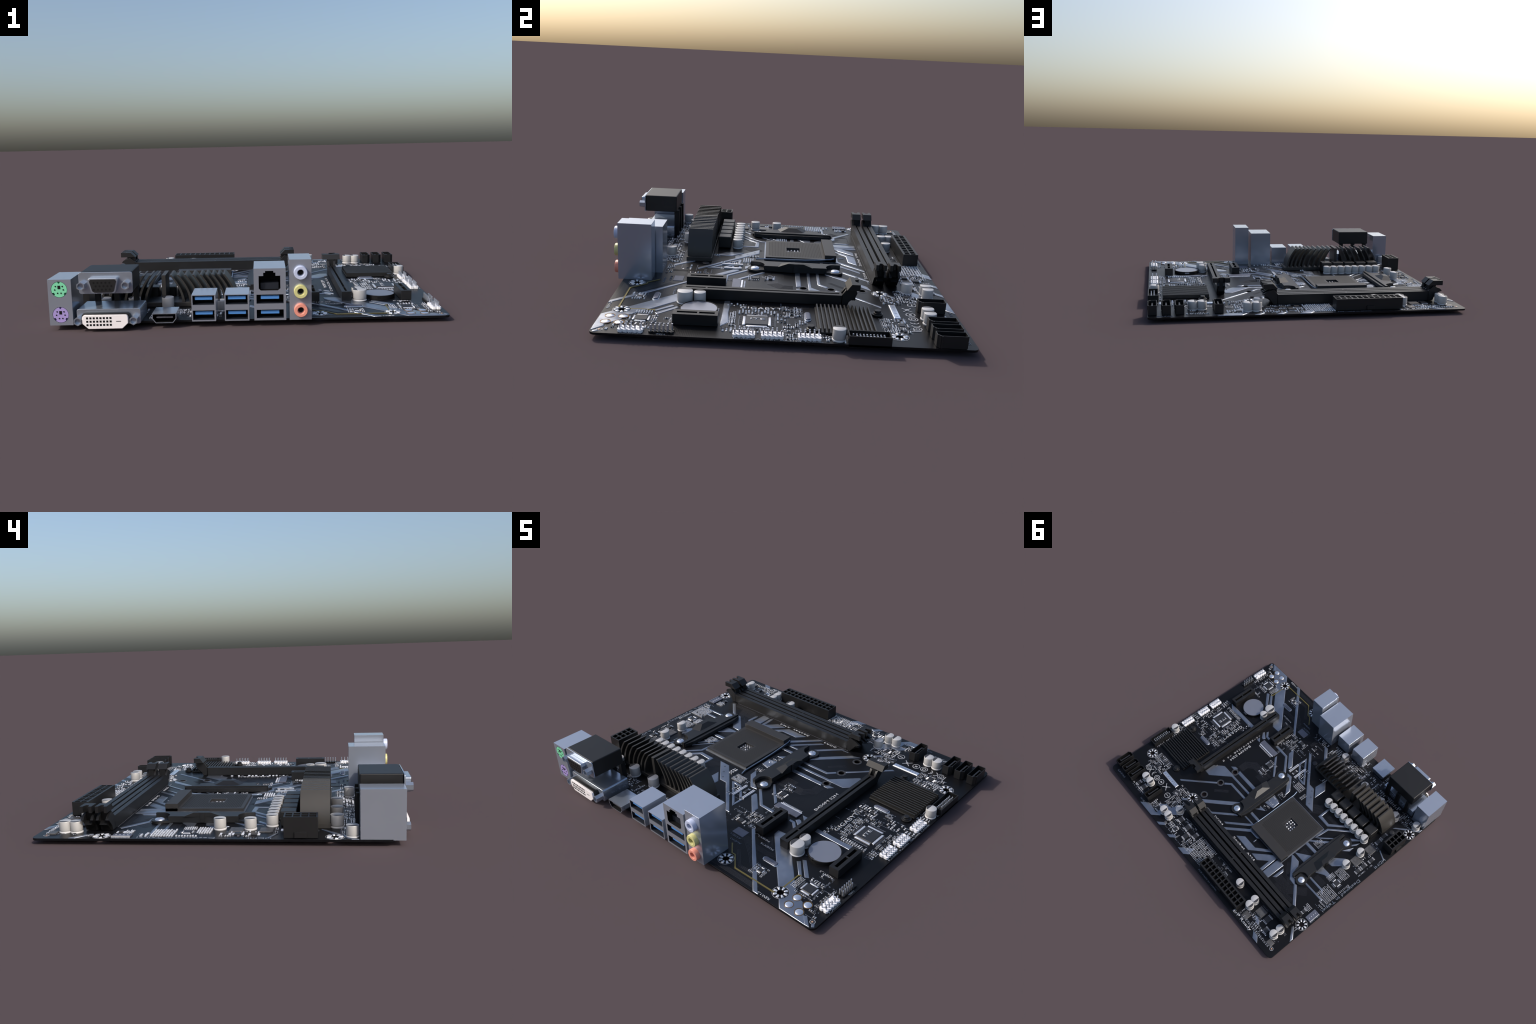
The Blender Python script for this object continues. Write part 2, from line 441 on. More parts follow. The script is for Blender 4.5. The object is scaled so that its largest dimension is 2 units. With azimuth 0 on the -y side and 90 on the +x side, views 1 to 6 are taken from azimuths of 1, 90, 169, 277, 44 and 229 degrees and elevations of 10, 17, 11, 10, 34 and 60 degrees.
FOIL_DRIVE = [   # fan of strips between the drive slot and the socket
    [(0.310,0.116),(0.075,0.116),(0.075,0.144),(0.300,0.144)],
    [(0.388,0.146),(0.360,0.117),(0.330,0.117),(0.350,0.146)],
    [(0.490,0.264),(0.490,0.245),(0.424,0.181),(0.070,0.181),(0.070,0.199),(0.309,0.199),(0.438,0.329),(0.490,0.329)],
    [(0.558,0.530),(0.346,0.318),(0.334,0.328),(0.540,0.534)],
    [(0.304,0.276),(0.261,0.233),(0.070,0.233),(0.070,0.251),(0.254,0.251),(0.292,0.289)],
    [(0.312,0.514),(0.083,0.286),(0.083,0.330),(0.256,0.503)],
    [(0.178,0.524),(0.030,0.376),(0.003,0.374),(0.150,0.524)],
    [(0.037,0.490),(-0.114,0.339),(-0.030,0.341),(-0.033,0.328),(-0.135,0.327),(-0.135,0.346),(0.012,0.490)],
    [(-0.037,0.268),(-0.140,0.270),(-0.140,0.290),(-0.037,0.291)],
    [(0.004,0.522),(-0.148,0.368),(-0.252,0.367),(-0.236,0.384),(-0.166,0.384),(-0.032,0.518)],
    [(-0.117,0.490),(-0.166,0.440),(-0.286,0.440),(-0.366,0.366),(-0.396,0.370),(-0.268,0.495)],
    [(-0.303,0.492),(-0.422,0.370),(-0.460,0.370),(-0.463,0.519),(-0.438,0.521),(-0.436,0.430),(-0.372,0.496)],
    [(-0.471,0.519),(-0.470,0.370),(-0.506,0.366),(-0.535,0.368),(-0.533,0.523)],
    [(-0.549,0.490),(-0.551,0.384),(-0.572,0.402),(-0.571,0.469)],
    [(-0.239,0.421),(-0.239,0.389),(-0.247,0.391),(-0.247,0.422)],
]
FOIL_EDGE = [   # power corner and far edges
    [(-0.507,0.265),(-0.522,0.257),(-0.582,0.260),(-0.622,0.300),(-0.624,0.336),(-0.700,0.396),(-0.712,0.390),(-0.830,0.505),(-0.812,0.520),(-0.696,0.408),(-0.645,0.404),(-0.527,0.287)],
    [(-0.506,0.237),(-0.618,0.150),(-0.612,0.237)],
    [(-0.500,0.104),(-0.612,0.104),(-0.612,0.128),(-0.500,0.130)],
    [(-0.728,0.287),(-0.728,0.270),(-0.863,0.270),(-0.881,0.287),(-0.881,0.305),(-0.858,0.287)],
    [(-0.740,0.326),(-0.917,0.323),(-0.918,0.338),(-0.740,0.341)],
    [(-0.722,0.226),(-0.722,0.150),(-0.826,0.150),(-0.832,0.174),(-0.809,0.183),(-0.785,0.186)],
    [(-0.730,0.104),(-0.728,0.038),(-0.791,-0.024),(-0.822,0.031),(-0.769,0.096)],
    [(-0.722,-0.038),(-0.766,-0.130),(-0.768,-0.086)],
    [(-0.735,-0.131),(-0.769,-0.190),(-0.766,-0.160),(-0.747,-0.125)],
    [(-0.690,-0.161),(-0.749,-0.217),(-0.762,-0.209),(-0.716,-0.154)],
    [(-0.520,-0.085),(-0.650,-0.216),(-0.660,-0.203),(-0.536,-0.079),(-0.527,0.000),(-0.516,0.042),(-0.510,-0.010)],
    [(-0.398,-0.212),(-0.414,-0.197),(-0.414,-0.124),(-0.497,-0.119),(-0.590,-0.212),(-0.603,-0.199),(-0.505,-0.095),(-0.397,-0.098),(-0.397,-0.205)],
    [(-0.510,0.042),(-0.622,-0.082),(-0.624,-0.066),(-0.549,0.014)],
    [(-0.506,0.077),(-0.620,-0.034),(-0.605,0.008),(-0.506,0.097)],
    [(0.591,0.887),(0.540,0.836),(0.493,0.838),(0.440,0.844),(0.405,0.825),(0.391,0.833),(0.436,0.880),(0.444,0.887)],
    [(0.482,0.782),(0.440,0.740),(0.415,0.742),(0.338,0.660),(0.280,0.698),(0.418,0.850)],
    [(0.368,0.887),(0.317,0.836),(0.299,0.852),(0.334,0.887)],
    [(0.231,0.887),(0.184,0.840),(0.158,0.847),(0.196,0.887)],
    [(0.090,0.887),(-0.003,0.794),(-0.014,0.853),(0.020,0.887)],
    [(0.411,0.618),(0.380,0.586),(0.361,0.594),(0.391,0.626)],
    [(-0.770,0.847),(-0.822,0.849),(-0.858,0.886),(-0.806,0.886)],
    [(-0.686,0.765),(-0.734,0.759),(-0.766,0.791),(-0.740,0.801)],
    [(-0.921,0.624),(-0.929,0.606),(-0.997,0.674),(-0.997,0.706)],
    [(-0.839,-0.468),(-0.847,-0.491),(-0.997,-0.638),(-0.997,-0.604)],
    [(-0.905,-0.262),(-0.912,-0.272),(-0.985,-0.236),(-0.982,-0.226)],
]

def touches(poly, cx, cy, r):
    n = len(poly); c = Vector((cx, cy)); inside = False
    for i in range(n):
        a, b = Vector(poly[i]), Vector(poly[(i+1)%n]); d = b-a
        t = max(0, min(1, (c-a).dot(d)/max(1e-9, d.dot(d))))
        if (a+d*t-c).length < r: return True
        if (a.y > cy) != (b.y > cy) and cx < a.x+(cy-a.y)/(b.y-a.y)*d.x: inside = not inside
    return inside

def inset(poly):
    """width of the rounded rim: a third of the strip's narrow side"""
    n = len(poly)
    A = abs(sum(poly[i][0]*poly[(i+1)%n][1]-poly[(i+1)%n][0]*poly[i][1] for i in range(n)))/2
    P = sum((Vector(poly[i])-Vector(poly[i-1])).length for i in range(n))
    return min(0.0060, 0.58*A/P)

def build_foil():
    for group in (FOIL_SOUND, FOIL_CORE, FOIL_DRIVE, FOIL_EDGE):
        for k, poly in enumerate(group):
            mb = MB()
            ext = max(max(p[0] for p in poly)-min(p[0] for p in poly), max(p[1] for p in poly)-min(p[1] for p in poly))
            mb.plate(poly, Z0-0.0005, Z0+0.0028+0.00003*k, inset(poly), 'foil')
            near = [h for h in HOLES if any(abs(p[0]-h[0]) < 0.3 and abs(p[1]-h[1]) < 0.3 for p in poly)]
            near = [h for h in near if touches(poly, h[0], h[1], 0.043 if h[2] == 'wheel' else 0.0225)]
            if near:
                mb.add([(p[0],p[1],Z0-0.0005) for p in poly], [tuple(range(len(poly)-1,-1,-1))], 'foil')
                ob = put(mb, 'silver_strip')
                cs = []
                for h in near:
                    c = MB(); c.prism(circle(h[0], h[1], 0.0425 if h[2] == 'wheel' else 0.0230, 30), Z0-0.02, Z0+0.02, 'z', 'foil')
                    cs.append(put(c, 'cutter'))
                carve(ob, cs)
            else:
                put(mb, 'silver_strip', weld=False)
    for pts in ([(0.705,-0.733),(0.438,-0.735),(0.366,-0.663),(0.344,-0.663),(0.288,-0.606)],
                [(0.716,-0.676),(0.716,-0.566),(0.728,-0.556)]):
        mb = MB(); mb.prism(ribbon(pts, 0.0072), Z0, Z0+0.0031, 'z', 'gold', bottom=False)
        put(mb, 'gold_line', weld=False)

def bundle(mb, pts, n, pitch, w=0.0016):
    for i in range(n):
        o = (i-(n-1)/2)*pitch
        P = [Vector(p) for p in pts]; q = []
        for k, p in enumerate(P):
            d1 = (P[k]-P[k-1]).normalized() if k else (P[1]-P[0]).normalized()
            d2 = (P[k+1]-P[k]).normalized() if k < len(P)-1 else d1
            n1 = Vector((-d1.y,d1.x)); n2 = Vector((-d2.y,d2.x)); s_ = n1+n2
            q.append(p + s_/max(0.4, s_.dot(n1))*o)
        mb.prism(ribbon(q, w), Z0, Z0+0.0007, 'z', 'line', bottom=False)

def build_traces():
    mb = MB()
    B_ = lambda *a: bundle(mb, *a)
    B_([(0.30,-0.765),(0.62,-0.765)], 6, 0.0052)
    B_([(0.31,-0.70),(0.315,-0.765)], 3, 0.0052)
    B_([(0.35,-0.62),(0.37,-0.64),(0.44,-0.705),(0.50,-0.705)], 3, 0.0065)
    B_([(0.20,-0.53),(0.33,-0.53),(0.43,-0.60),(0.50,-0.66)], 7, 0.0062)
    B_([(0.33,-0.545),(0.50,-0.545),(0.58,-0.50)], 6, 0.0055)
    B_([(0.40,-0.44),(0.46,-0.50)], 6, 0.007)
    B_([(0.56,-0.40),(0.66,-0.30)], 7, 0.0075)
    B_([(0.15,-0.25),(0.27,-0.37)], 7, 0.006)
    B_([(0.20,-0.01),(0.27,-0.01),(0.32,0.04),(0.32,0.10)], 10, 0.0060)
    B_([(0.10,0.02),(0.19,0.02)], 10, 0.0068)
    B_([(0.22,0.30),(0.30,0.38)], 4, 0.006)
    B_([(-0.30,-0.09),(-0.38,-0.17)], 12, 0.0064)
    B_([(-0.20,-0.06),(-0.34,-0.06)], 4, 0.008)
    B_([(-0.42,-0.06),(-0.49,-0.06)], 6, 0.007)
    B_([(-0.56,0.46),(-0.70,0.46),(-0.74,0.42)], 9, 0.0072)
    B_([(-0.55,0.31),(-0.60,0.36),(-0.68,0.42)], 8, 0.0075)
    B_([(-0.60,0.50),(-0.78,0.50)], 4, 0.007)
    B_([(-0.74,0.43),(-0.80,0.37)], 8, 0.0075)
    B_([(-0.75,0.24),(-0.84,0.24)], 7, 0.0065)
    B_([(-0.53,0.18),(-0.60,0.18)], 7, 0.0068)
    B_([(-0.45,-0.16),(-0.58,-0.16)], 5, 0.006)
    B_([(-0.20,-0.70),(-0.02,-0.70)], 5, 0.0060)
    B_([(-0.36,-0.61),(-0.46,-0.61),(-0.50,-0.65)], 6, 0.0055)
    B_([(0.12,-0.48),(0.12,-0.60)], 5, 0.006)
    B_([(0.66,0.04),(0.60,0.10),(0.60,0.17)], 5, 0.0065)
    B_([(-0.02,0.56),(-0.02,0.50)], 3, 0.006)
    B_([(0.05,-0.03),(0.17,-0.03)], 4, 0.006)
    ob = put(mb, 'buried_trace_bundle', weld=False); ob['kind'] = 'stuff'

# ---------------------------------------------------------------- white print
def text(body, x0, x1, y0, y1, up, key='ink', h=0.0012, name='printed_word', space=1.0):
    """fit a word into a board rectangle; up = '-x' (reads along +y) or '-y' (reads along -x)"""
    cu = bpy.data.curves.new(name, 'FONT')
    cu.body = body; cu.size = 1.0; cu.extrude = 0.0; cu.offset = 0.012; cu.resolution_u = 2
    cu.space_character = space
    ob = bpy.data.objects.new(name, cu); coll.objects.link(ob)
    dg = bpy.context.evaluated_depsgraph_get()
    me = bpy.data.meshes.new_from_object(ob.evaluated_get(dg))
    bpy.data.objects.remove(ob); bpy.data.curves.remove(cu)
    xs = [v.co.x for v in me.vertices]; ys = [v.co.y for v in me.vertices]
    a0, a1, b0, b1 = min(xs), max(xs), min(ys), max(ys)
    for v in me.vertices:
        u = (v.co.x-a0)/(a1-a0); w = (v.co.y-b0)/(b1-b0)
        if up == '-x': v.co = (x1-(x1-x0)*w, y0+(y1-y0)*u, 0)
        else: v.co = (x1-(x1-x0)*u, y1-(y1-y0)*w, 0)
    bm = bmesh.new(); bm.from_mesh(me)
    r = bmesh.ops.extrude_face_region(bm, geom=bm.faces[:])
    for e in r['geom']:
        if isinstance(e, bmesh.types.BMVert): e.co.z = h
    for v in bm.verts: v.co.z += Z0
    bmesh.ops.recalc_face_normals(bm, faces=bm.faces)
    bm.to_mesh(me); bm.free()
    me.materials.clear(); me.materials.append(M[key])
    for p in me.polygons: p.material_index = 0
    ob = bpy.data.objects.new(name, me); coll.objects.link(ob); ob.parent = ROOT
    return ob

def build_print():
    t = text
    t('GIGABYTE', 0.622, 0.650, -0.163, 0.066, '-x', h=0.003, space=1.1)
    t('B450M S2H', 0.430, 0.450, -0.096, 0.112, '-x', h=0.002)
    t('Designed in Taipei', -0.991, -0.962, 0.014, 0.383, '-x', 'ink_dim')
    t('HDMI', -0.992, -0.970, -0.245, -0.138, '-x', 'ink_dim')
    t('ErP Ready', -0.757, -0.562, 0.850, 0.878, '-y', h=0.002)
    t('PCB MADE IN CHINA', -0.370, -0.154, 0.866, 0.876, '-y', 'ink_dim')
    t('DDR4', 0.019, 0.119, 0.506, 0.521, '-y')
    t('Socket', -0.247, -0.109, 0.502, 0.519, '-y')
    t('AM4', -0.365, -0.274, 0.503, 0.520, '-y')
    t('F_AUDIO', 0.983, 0.994, -0.663, -0.573, '-x', 'ink')
    t('TPM', 0.982, 0.992, -0.509, -0.469, '-x', 'ink')
    t('F_USB2', 0.988, 0.996, -0.176, -0.097, '-x', 'ink')
    t('F_USB1', 0.988, 0.996, -0.074, 0.005, '-x', 'ink')
    t('CLR_CMOS', 0.988, 0.996, 0.027, 0.119, '-x', 'ink')
    t('F_PANEL', 0.988, 0.996, 0.135, 0.215, '-x', 'ink')
    t('PCIEX16', 0.401, 0.493, -0.511, -0.499, '-y')
    t('PCIEX1_1', 0.327, 0.432, -0.474, -0.461, '-y', 'ink')
    t('ASSEM', 0.222, 0.298, -0.560, -0.547, '-y', 'ink_dim')
    t('REV:1.0', 0.640, 0.720, -0.790, -0.776, '-y', 'ink')
    t('PCIEX1_2', 0.776, 0.858, -0.474, -0.461, '-y', 'ink')
    t('SPDIF_O', 0.862, 0.874, -0.548, -0.470, '-x', 'ink_dim')
    t('SATA3', 0.850, 0.946, 0.852, 0.866, '-y', 'ink_dim')
    t('SATA3 3', 0.560, 0.620, 0.856, 0.868, '-y', 'ink_dim')
    t('F_CD_1', 0.085, 0.172, -0.392, -0.378, '-y', 'ink_dim')
    t('ITE', 0.776, 0.796, -0.108, -0.040, '-x', 'ink', h=0.0105)
    t('CPU_FAN', -0.992, -0.980, 0.416, 0.502, '-x', 'ink_dim')
    t('AUDIO', 0.250, 0.330, -0.590, -0.578, '-y', 'ink_dim')
    t('SYS_FAN', 0.240, 0.252, -0.300, -0.220, '-x', 'ink_dim')
    t('DDR4_1', 0.150, 0.215, 0.510, 0.520, '-y', 'ink_dim')
    t('M2_SOCKET', 0.250, 0.262, -0.255, -0.165, '-x', 'ink_dim', h=0.0005)
    # approval marks in a row beside the drive ports
    mb = MB()
    for x, y in ((0.683,0.663),(0.630,0.660),(0.500,0.692)):
        ring(mb, x, y, 0.0195, 0.0235, Z0, Z0+0.0020, 'ink')
    ring(mb, 0.683, 0.663, 0.008, 0.012, Z0, Z0+0.002, 'ink')
    mb.cbox(0.630, 0.660, 0.016, 0.012, Z0, Z0+0.002, 'ink'); mb.cbox(0.500, 0.692, 0.024, 0.005, Z0, Z0+0.002, 'ink')
    ring(mb, 0.800, 0.660, 0.017, 0.021, Z0, Z0+0.002, 'ink'); ring(mb, 0.800, 0.660, 0.007, 0.010, Z0, Z0+0.002, 'ink')
    mb.cbox(0.828, 0.650, 0.005, 0.045, Z0, Z0+0.002, 'ink'); mb.cbox(0.818, 0.640, 0.020, 0.004, Z0, Z0+0.002, 'ink')
    for x in (0.762, 0.728):
        for r0, r1 in ((0.0175, 0.0220),):
            a = circle(x-0.006, 0.660, r0, 14, math.radians(-80), math.radians(80))
            b = circle(x-0.006, 0.660, r1, 14, math.radians(-80), math.radians(80))
            mb.prism(a + b[::-1], Z0, Z0+0.002, 'z', 'ink', bottom=False)
    mb.cbox(0.736, 0.660, 0.012, 0.004, Z0, Z0+0.002, 'ink')
    for a in (1, -1):
        mb.prism(ribbon([(0.592,0.655-a*0.022),(0.545,0.655+a*0.022)], 0.004), Z0, Z0+0.002+0.0002*a, 'z', 'ink', bottom=False)
    mb.cbox(0.566, 0.655, 0.014, 0.014, Z0, Z0+0.0025, 'ink')
    put(mb, 'approval_mark', weld=False)

# ============================================================ rear port cluster
def build_ports():
    # --- twin keyboard / mouse sockets
    mb = MB(); x0,x1,y0,y1,z0,z1 = -0.995,-0.879,-0.842,-0.643,0.027,0.258
    mb.box(x0,x1,y0,y1,z0,z1,'metal')
    ps = put(mb, 'keyboard_mouse_port_block')
    cuts = []
    for zc in (0.208, 0.080):
        c = MB(); c.prism([(p[0], p[1]) for p in circle(-0.939, zc, 0.0405, 32)], -0.90, -0.815, 'y', 'metal')
        cuts.append(put(c, 'cutter'))
    carve(ps, cuts)
    for zc, key in ((0.208,'green'),(0.080,'purple')):
        mb = MB(); cx = -0.939
        mb.prism(circle(cx, zc, 0.0398, 32), -0.822, -0.816, 'y', key)
        R = 0.0385
        # inner plug face with keyed notches at the top and at two lower sides
        pts = []
        for i in range(72):
            a = math.radians(90 + i*5); r = R
            d = (math.degrees(a) - 90) % 360
            if d < 9 or d > 351: r = R*0.78
            if 118 < d < 138 or 222 < d < 242: r = R*0.80
            pts.append((cx + r*math.cos(a), zc + r*math.sin(a)))
        mb.prism(pts, -0.842, -0.8215, 'y', key)
        put(mb, 'round_socket_insert', ps)
        mb = MB()
        mb.box(cx-0.0065, cx+0.0065, -0.8432, -0.83, zc+0.003, zc+0.020, 'dark')
        for px, pz in ((-0.017,0.016),(0.017,0.016),(-0.021,-0.001),(0.021,-0.001),(-0.008,-0.018),(0.009,-0.018)):
            mb.prism(circle(cx+px, zc+pz, 0.0036, 10), -0.8434, -0.83, 'y', 'dark')
        put(mb, 'socket_contact_hole', ps)
    # --- screen port (fifteen holes) on legs above the digital screen port
    vg = MB(); vg.box(-0.830,-0.576,-0.845,-0.645,0.190,0.294,'plastic')
    vga = put(vg, 'analog_screen_port', bevel=0.006, seg=2)
    mb = MB(); mb.prism(round_rect(-0.838,-0.573,0.186,0.293,0.012,4), -0.852, -0.8455, 'y', 'metal_soft')
    put(mb, 'port_face_plate', vga, bevel=0.0015)
    def dsub(w, zt, zb, cz, r=0.016, sl=0.012, cx=-0.7115):
        return [(cx-w/2+r*0.4,zt),(cx+w/2-r*0.4,zt),(cx+w/2-0.002,zt-0.004),(cx+w/2,zt-r*0.6),(cx+w/2-sl,zb+r*0.5),(cx+w/2-sl-r*0.35,zb+0.003),(cx+w/2-sl-r*0.8,zb),
                (cx-w/2+sl+r*0.8,zb),(cx-w/2+sl+r*0.35,zb+0.003),(cx-w/2+sl,zb+r*0.5),(cx-w/2,zt-r*0.6),(cx-w/2+0.002,zt-0.004)]
    mb = MB(); mb.prism(dsub(0.146,0.270,0.193,0), -0.884, -0.850, 'y', 'metal_soft')
    put(mb, 'trapezoid_shell', vga, bevel=0.004, seg=2)
    mb = MB(); mb.prism(dsub(0.130,0.263,0.199,0), -0.8860, -0.8835, 'y', 'plastic')
    for row, (zc, xs) in enumerate(((0.2475,-0.755),(0.2305,-0.746),(0.2135,-0.755))):
        for i in range(5):
            mb.prism(circle(xs+0.0192*i, zc, 0.0052, 12), -0.8866, -0.8855, 'y', 'dark')
    put(mb, 'pin_hole_face', vga)
    def hexnut(parent, x, z, y0, y1):
        mb = MB(); hx = [(x+0.0215*math.cos(math.radians(60*i+30)), z+0.0215*math.sin(math.radians(60*i+30))) for i in range(6)]
        mb.prism(hx, y1, y0, 'y', 'metal_soft')
        h = put(mb, 'jack_screw', parent)
        c = MB(); c.prism(circle(x, z, 0.0150, 18), y1-0.01, y1+0.020, 'y', 'metal_soft')
        carve(h, [put(c, 'cutter')])
    for x in (-0.820, -0.604): hexnut(vga, x, 0.231, -0.850, -0.888)
    mb = MB()
    for x, dz in ((-0.799,0.0),(-0.699,0.0),(-0.598,0.0)):
        mb.box(x-0.013, x+0.013, -0.660, -0.630, Z0, 0.200, 'plastic_deep')
    put(mb, 'screen_port_leg', vga)
    # --- digital screen port
    mb = MB(); mb.prism(round_rect(-0.863,-0.545,0.026,0.104,0.010,4), -0.832, -0.655, 'y', 'metal_soft')
    dvi = put(mb, 'digital_screen_port', bevel=0.002)
    cx = -0.7135
    def dv(w, zt, zb, s_):
        return [(cx-w/2+0.012,zt),(cx+w/2-0.012,zt),(cx+w/2-0.003,zt-0.004),(cx+w/2,zt-0.012),(cx+w/2,zb+s_),(cx+w/2-s_,zb+0.002),(cx+w/2-s_-0.004,zb),
                (cx-w/2+s_+0.004,zb),(cx-w/2+s_,zb+0.002),(cx-w/2,zb+s_),(cx-w/2,zt-0.012),(cx-w/2+0.003,zt-0.004)]
    mb = MB(); mb.prism(dv(0.236,0.0885,0.0155,0.028), -0.862, -0.830, 'y', 'plastic')
    put(mb, 'screen_port_shroud', dvi, bevel=0.003)
    mb = MB(); mb.prism(dv(0.226,0.0830,0.0135,0.027), -0.874, -0.855, 'y', 'dvi')
    put(mb, 'ivory_insert', dvi, bevel=0.0025)
    mb = MB()
    for r in range(3):
        for i in range(8):
            mb.cbox(-0.801+0.01643*i, 0, 0.0100, 1, 0, 1, 'dark') if False else mb.box(-0.806+0.01643*i,-0.796+0.01643*i,-0.8747,-0.872,0.0635-0.0172*r,0.0735-0.0172*r,'dark')
    mb.box(-0.659,-0.635,-0.8747,-0.872,0.0500,0.0530,'dark')
    put(mb, 'pin_hole', dvi)
    for x in (-0.848, -0.574): hexnut(dvi, x, 0.052, -0.830, -0.876)
    # --- media port
    mb = MB(); P = [(-0.488,0.077),(-0.368,0.077),(-0.368,0.050),(-0.385,0.028),(-0.471,0.028),(-0.488,0.050)]
    mb.prism(P, -0.838, -0.706, 'y', 'metal_soft')
    hd = put(mb, 'media_port')
    c = MB(); c.prism([(-0.4845,0.0735),(-0.3715,0.0735),(-0.3715,0.0515),(-0.387,0.0315),(-0.469,0.0315),(-0.4845,0.0515)], -0.86, -0.760, 'y', 'dark')
    carve(hd, [put(c, 'cutter')])
    mb = MB(); mb.box(-0.468,-0.386,-0.828,-0.76,0.052,0.059,'smd')
    put(mb, 'port_tongue', hd)
    # --- stacked data ports
    def usb_pair(x0, x1, zlo, zhi, parent, inset, y=-0.826):
        for zb, zt in (zlo, zhi):
            w = x1-x0
            mb = MB(); mb.box(x0+inset, x1-inset, y+0.010, y+0.070, zt-0.025, zt-0.0085, 'blue')
            put(mb, 'blue_tongue', parent, bevel=0.001)
    for x0, x1 in ((-0.292,-0.172),(-0.128,-0.006)):
        mb = MB()
        hl = [(x0+0.0075, x1-0.0075, 0.1155, 0.1590, 0.075), (x0+0.0075, x1-0.0075, 0.0390, 0.0840, 0.075)]
        mb.pockets(x0, x1, -0.826, -0.662, 0.0305, 0.164, hl, 'metal', 'y', 'cavity', 'dark')
        us = put(mb, 'data_port_block', bevel=0.0018)
        usb_pair(x0, x1, (0.0390,0.0870), (0.1155,0.1620), us, 0.0165)
    # --- network port over two data ports
    mb = MB(); x0, x1 = 0.0185, 0.1765
    hl = [(x0+0.012, x1-0.012, 0.115, 0.1605, 0.075), (x0+0.012, x1-0.012, 0.0410, 0.0840, 0.075)]
    mb.pockets(x0, x1, -0.825, -0.612, 0.0300, 0.1700, hl, 'metal', 'y', 'cavity', 'dark')
    mb.box(x0, x1, -0.825, -0.612, 0.1700, 0.2915, 'metal')
    rj = put(mb, 'network_port_block')
    # the stepped opening for the network plug
    c = MB(); c.prism([(0.043,0.254),(0.066,0.254),(0.066,0.270),(0.0755,0.270),(0.0755,0.279),(0.116,0.279),(0.116,0.270),(0.126,0.270),
                       (0.126,0.254),(0.1495,0.254),(0.1495,0.191),(0.138,0.181),(0.053,0.181),(0.043,0.191)], -0.85, -0.70, 'y', 'dark')
    carve(rj, [put(c, 'cutter')])
    usb_pair(x0, x1, (0.0410,0.0860), (0.115,0.1610), rj, 0.0335)
    mb = MB(); mb.box(0.052, 0.141, -0.80, -0.72, 0.183, 0.215, 'cavity')
    put(mb, 'plug_contact_block', rj)
    # --- sound jacks
    mb = MB(); mb.box(0.194,0.303,-0.826,-0.650,0.0300,0.334,'metal')
    au = put(mb, 'sound_port_block', bevel=0.0006)
    for z, key in ((0.270,'jack_blue'),(0.176,'jack_lime'),(0.082,'jack_pink')):
        mb = MB()
        mb.lathe(0.249, z, [(0.0335,-0.824),(0.0335,-0.848),(0.0315,-0.851),(0.0185,-0.851),(0.0165,-0.849),(0.0155,-0.82)], key, 24, 'y')
        mb.prism(circle(0.249, z, 0.0130, 20), -0.8290, -0.8265, 'y', 'dark')  # flat black disc drawn for the darkness down the jack hole
        put(mb, 'sound_jack', au)

# ================================================================= heatsinks
def build_power_heatsink():
    mb = MB()
    mb.box(-0.822,-0.058,-0.512,-0.364,Z0,0.055,'anod')
    hs = put(mb, 'power_heatsink', bevel=0.002)
    tops = [-0.436,-0.397,-0.358,-0.315,-0.274,-0.243,-0.210,-0.178,-0.148]
    tops += [-0.511,-0.546,-0.583,-0.622,-0.666,-0.708,-0.749]
    zt, zb = 0.205, 0.050
    def fin(x, sgn):
        n, mid = 9, []
        for i in range(n+1):
            t = i/n                      # 0 at the base, 1 at the tip
            z = zb + (zt-zb)*t
            off = 0.066*(1-t**1.9) - 0.0     # bows outwards going down
            mid.append((x + sgn*off, z))
        w0, w1 = 0.0070, 0.0050
        out, inn = [], []
        for i, (a, z) in enumerate(mid):
            w = w0+(w1-w0)*i/n
            out.append((a+sgn*w, z)); inn.append((a-sgn*w, z))
        return out + inn[::-1]
    for x in tops:
        sgn = 1 if x > -0.474 else -1
        mb = MB(); mb.prism(fin(x, sgn), -0.508, -0.368, 'y', 'anod')
        put(mb, 'curved_fin', hs, smooth=40)
    mb = MB(); mb.box(-0.4855,-0.4635,-0.508,-0.368,0.05,0.205,'anod')
    put(mb, 'centre_fin', hs, bevel=0.001)
    mb = MB()
    for x, y in ((-0.025,-0.395),(-0.862,-0.440)):
        mb.lathe(x, y, [(0.020,Z0),(0.020,Z0+0.004),(0.013,Z0+0.006)], 'chip', 18)
    put(mb, 'heatsink_pin', hs)

def build_chipset_heatsink():
    x0,x1,y0,y1 = 0.606,0.904,0.202,0.458
    mb = MB(); mb.box(x0-0.002,x1+0.002,y0-0.006,y1+0.004,0.033,0.041,'chipsink')
    for cx, cy in ((0.874,0.170),(0.651,0.494)):
        mb.prism(circle(cx, cy, 0.029, 22), 0.034, 0.0415, 'z', 'chipsink')
    hs = put(mb, 'chipset_heatsink', bevel=0.0012)
    n = 14
    for i in range(n):
        y = y0 + 0.004 + (y1-y0-0.008)*i/(n-1)
        mb = MB(); mb.prism([(y-0.0044,0.040),(y+0.0044,0.040),(y+0.0036,0.0590),(y-0.0036,0.0590)], x0, x1, 'x', 'chipsink')
        put(mb, 'straight_fin', hs, bevel=0.0009)
    for cx, cy in ((0.874,0.166),(0.651,0.497)):
        mb = MB(); mb.lathe(cx, cy, [(0.020,0.041),(0.020,0.045),(0.0155,0.047),(0.0155,0.057),(0.0145,0.058)], 'plastic', 20)
        put(mb, 'push_pin', hs)

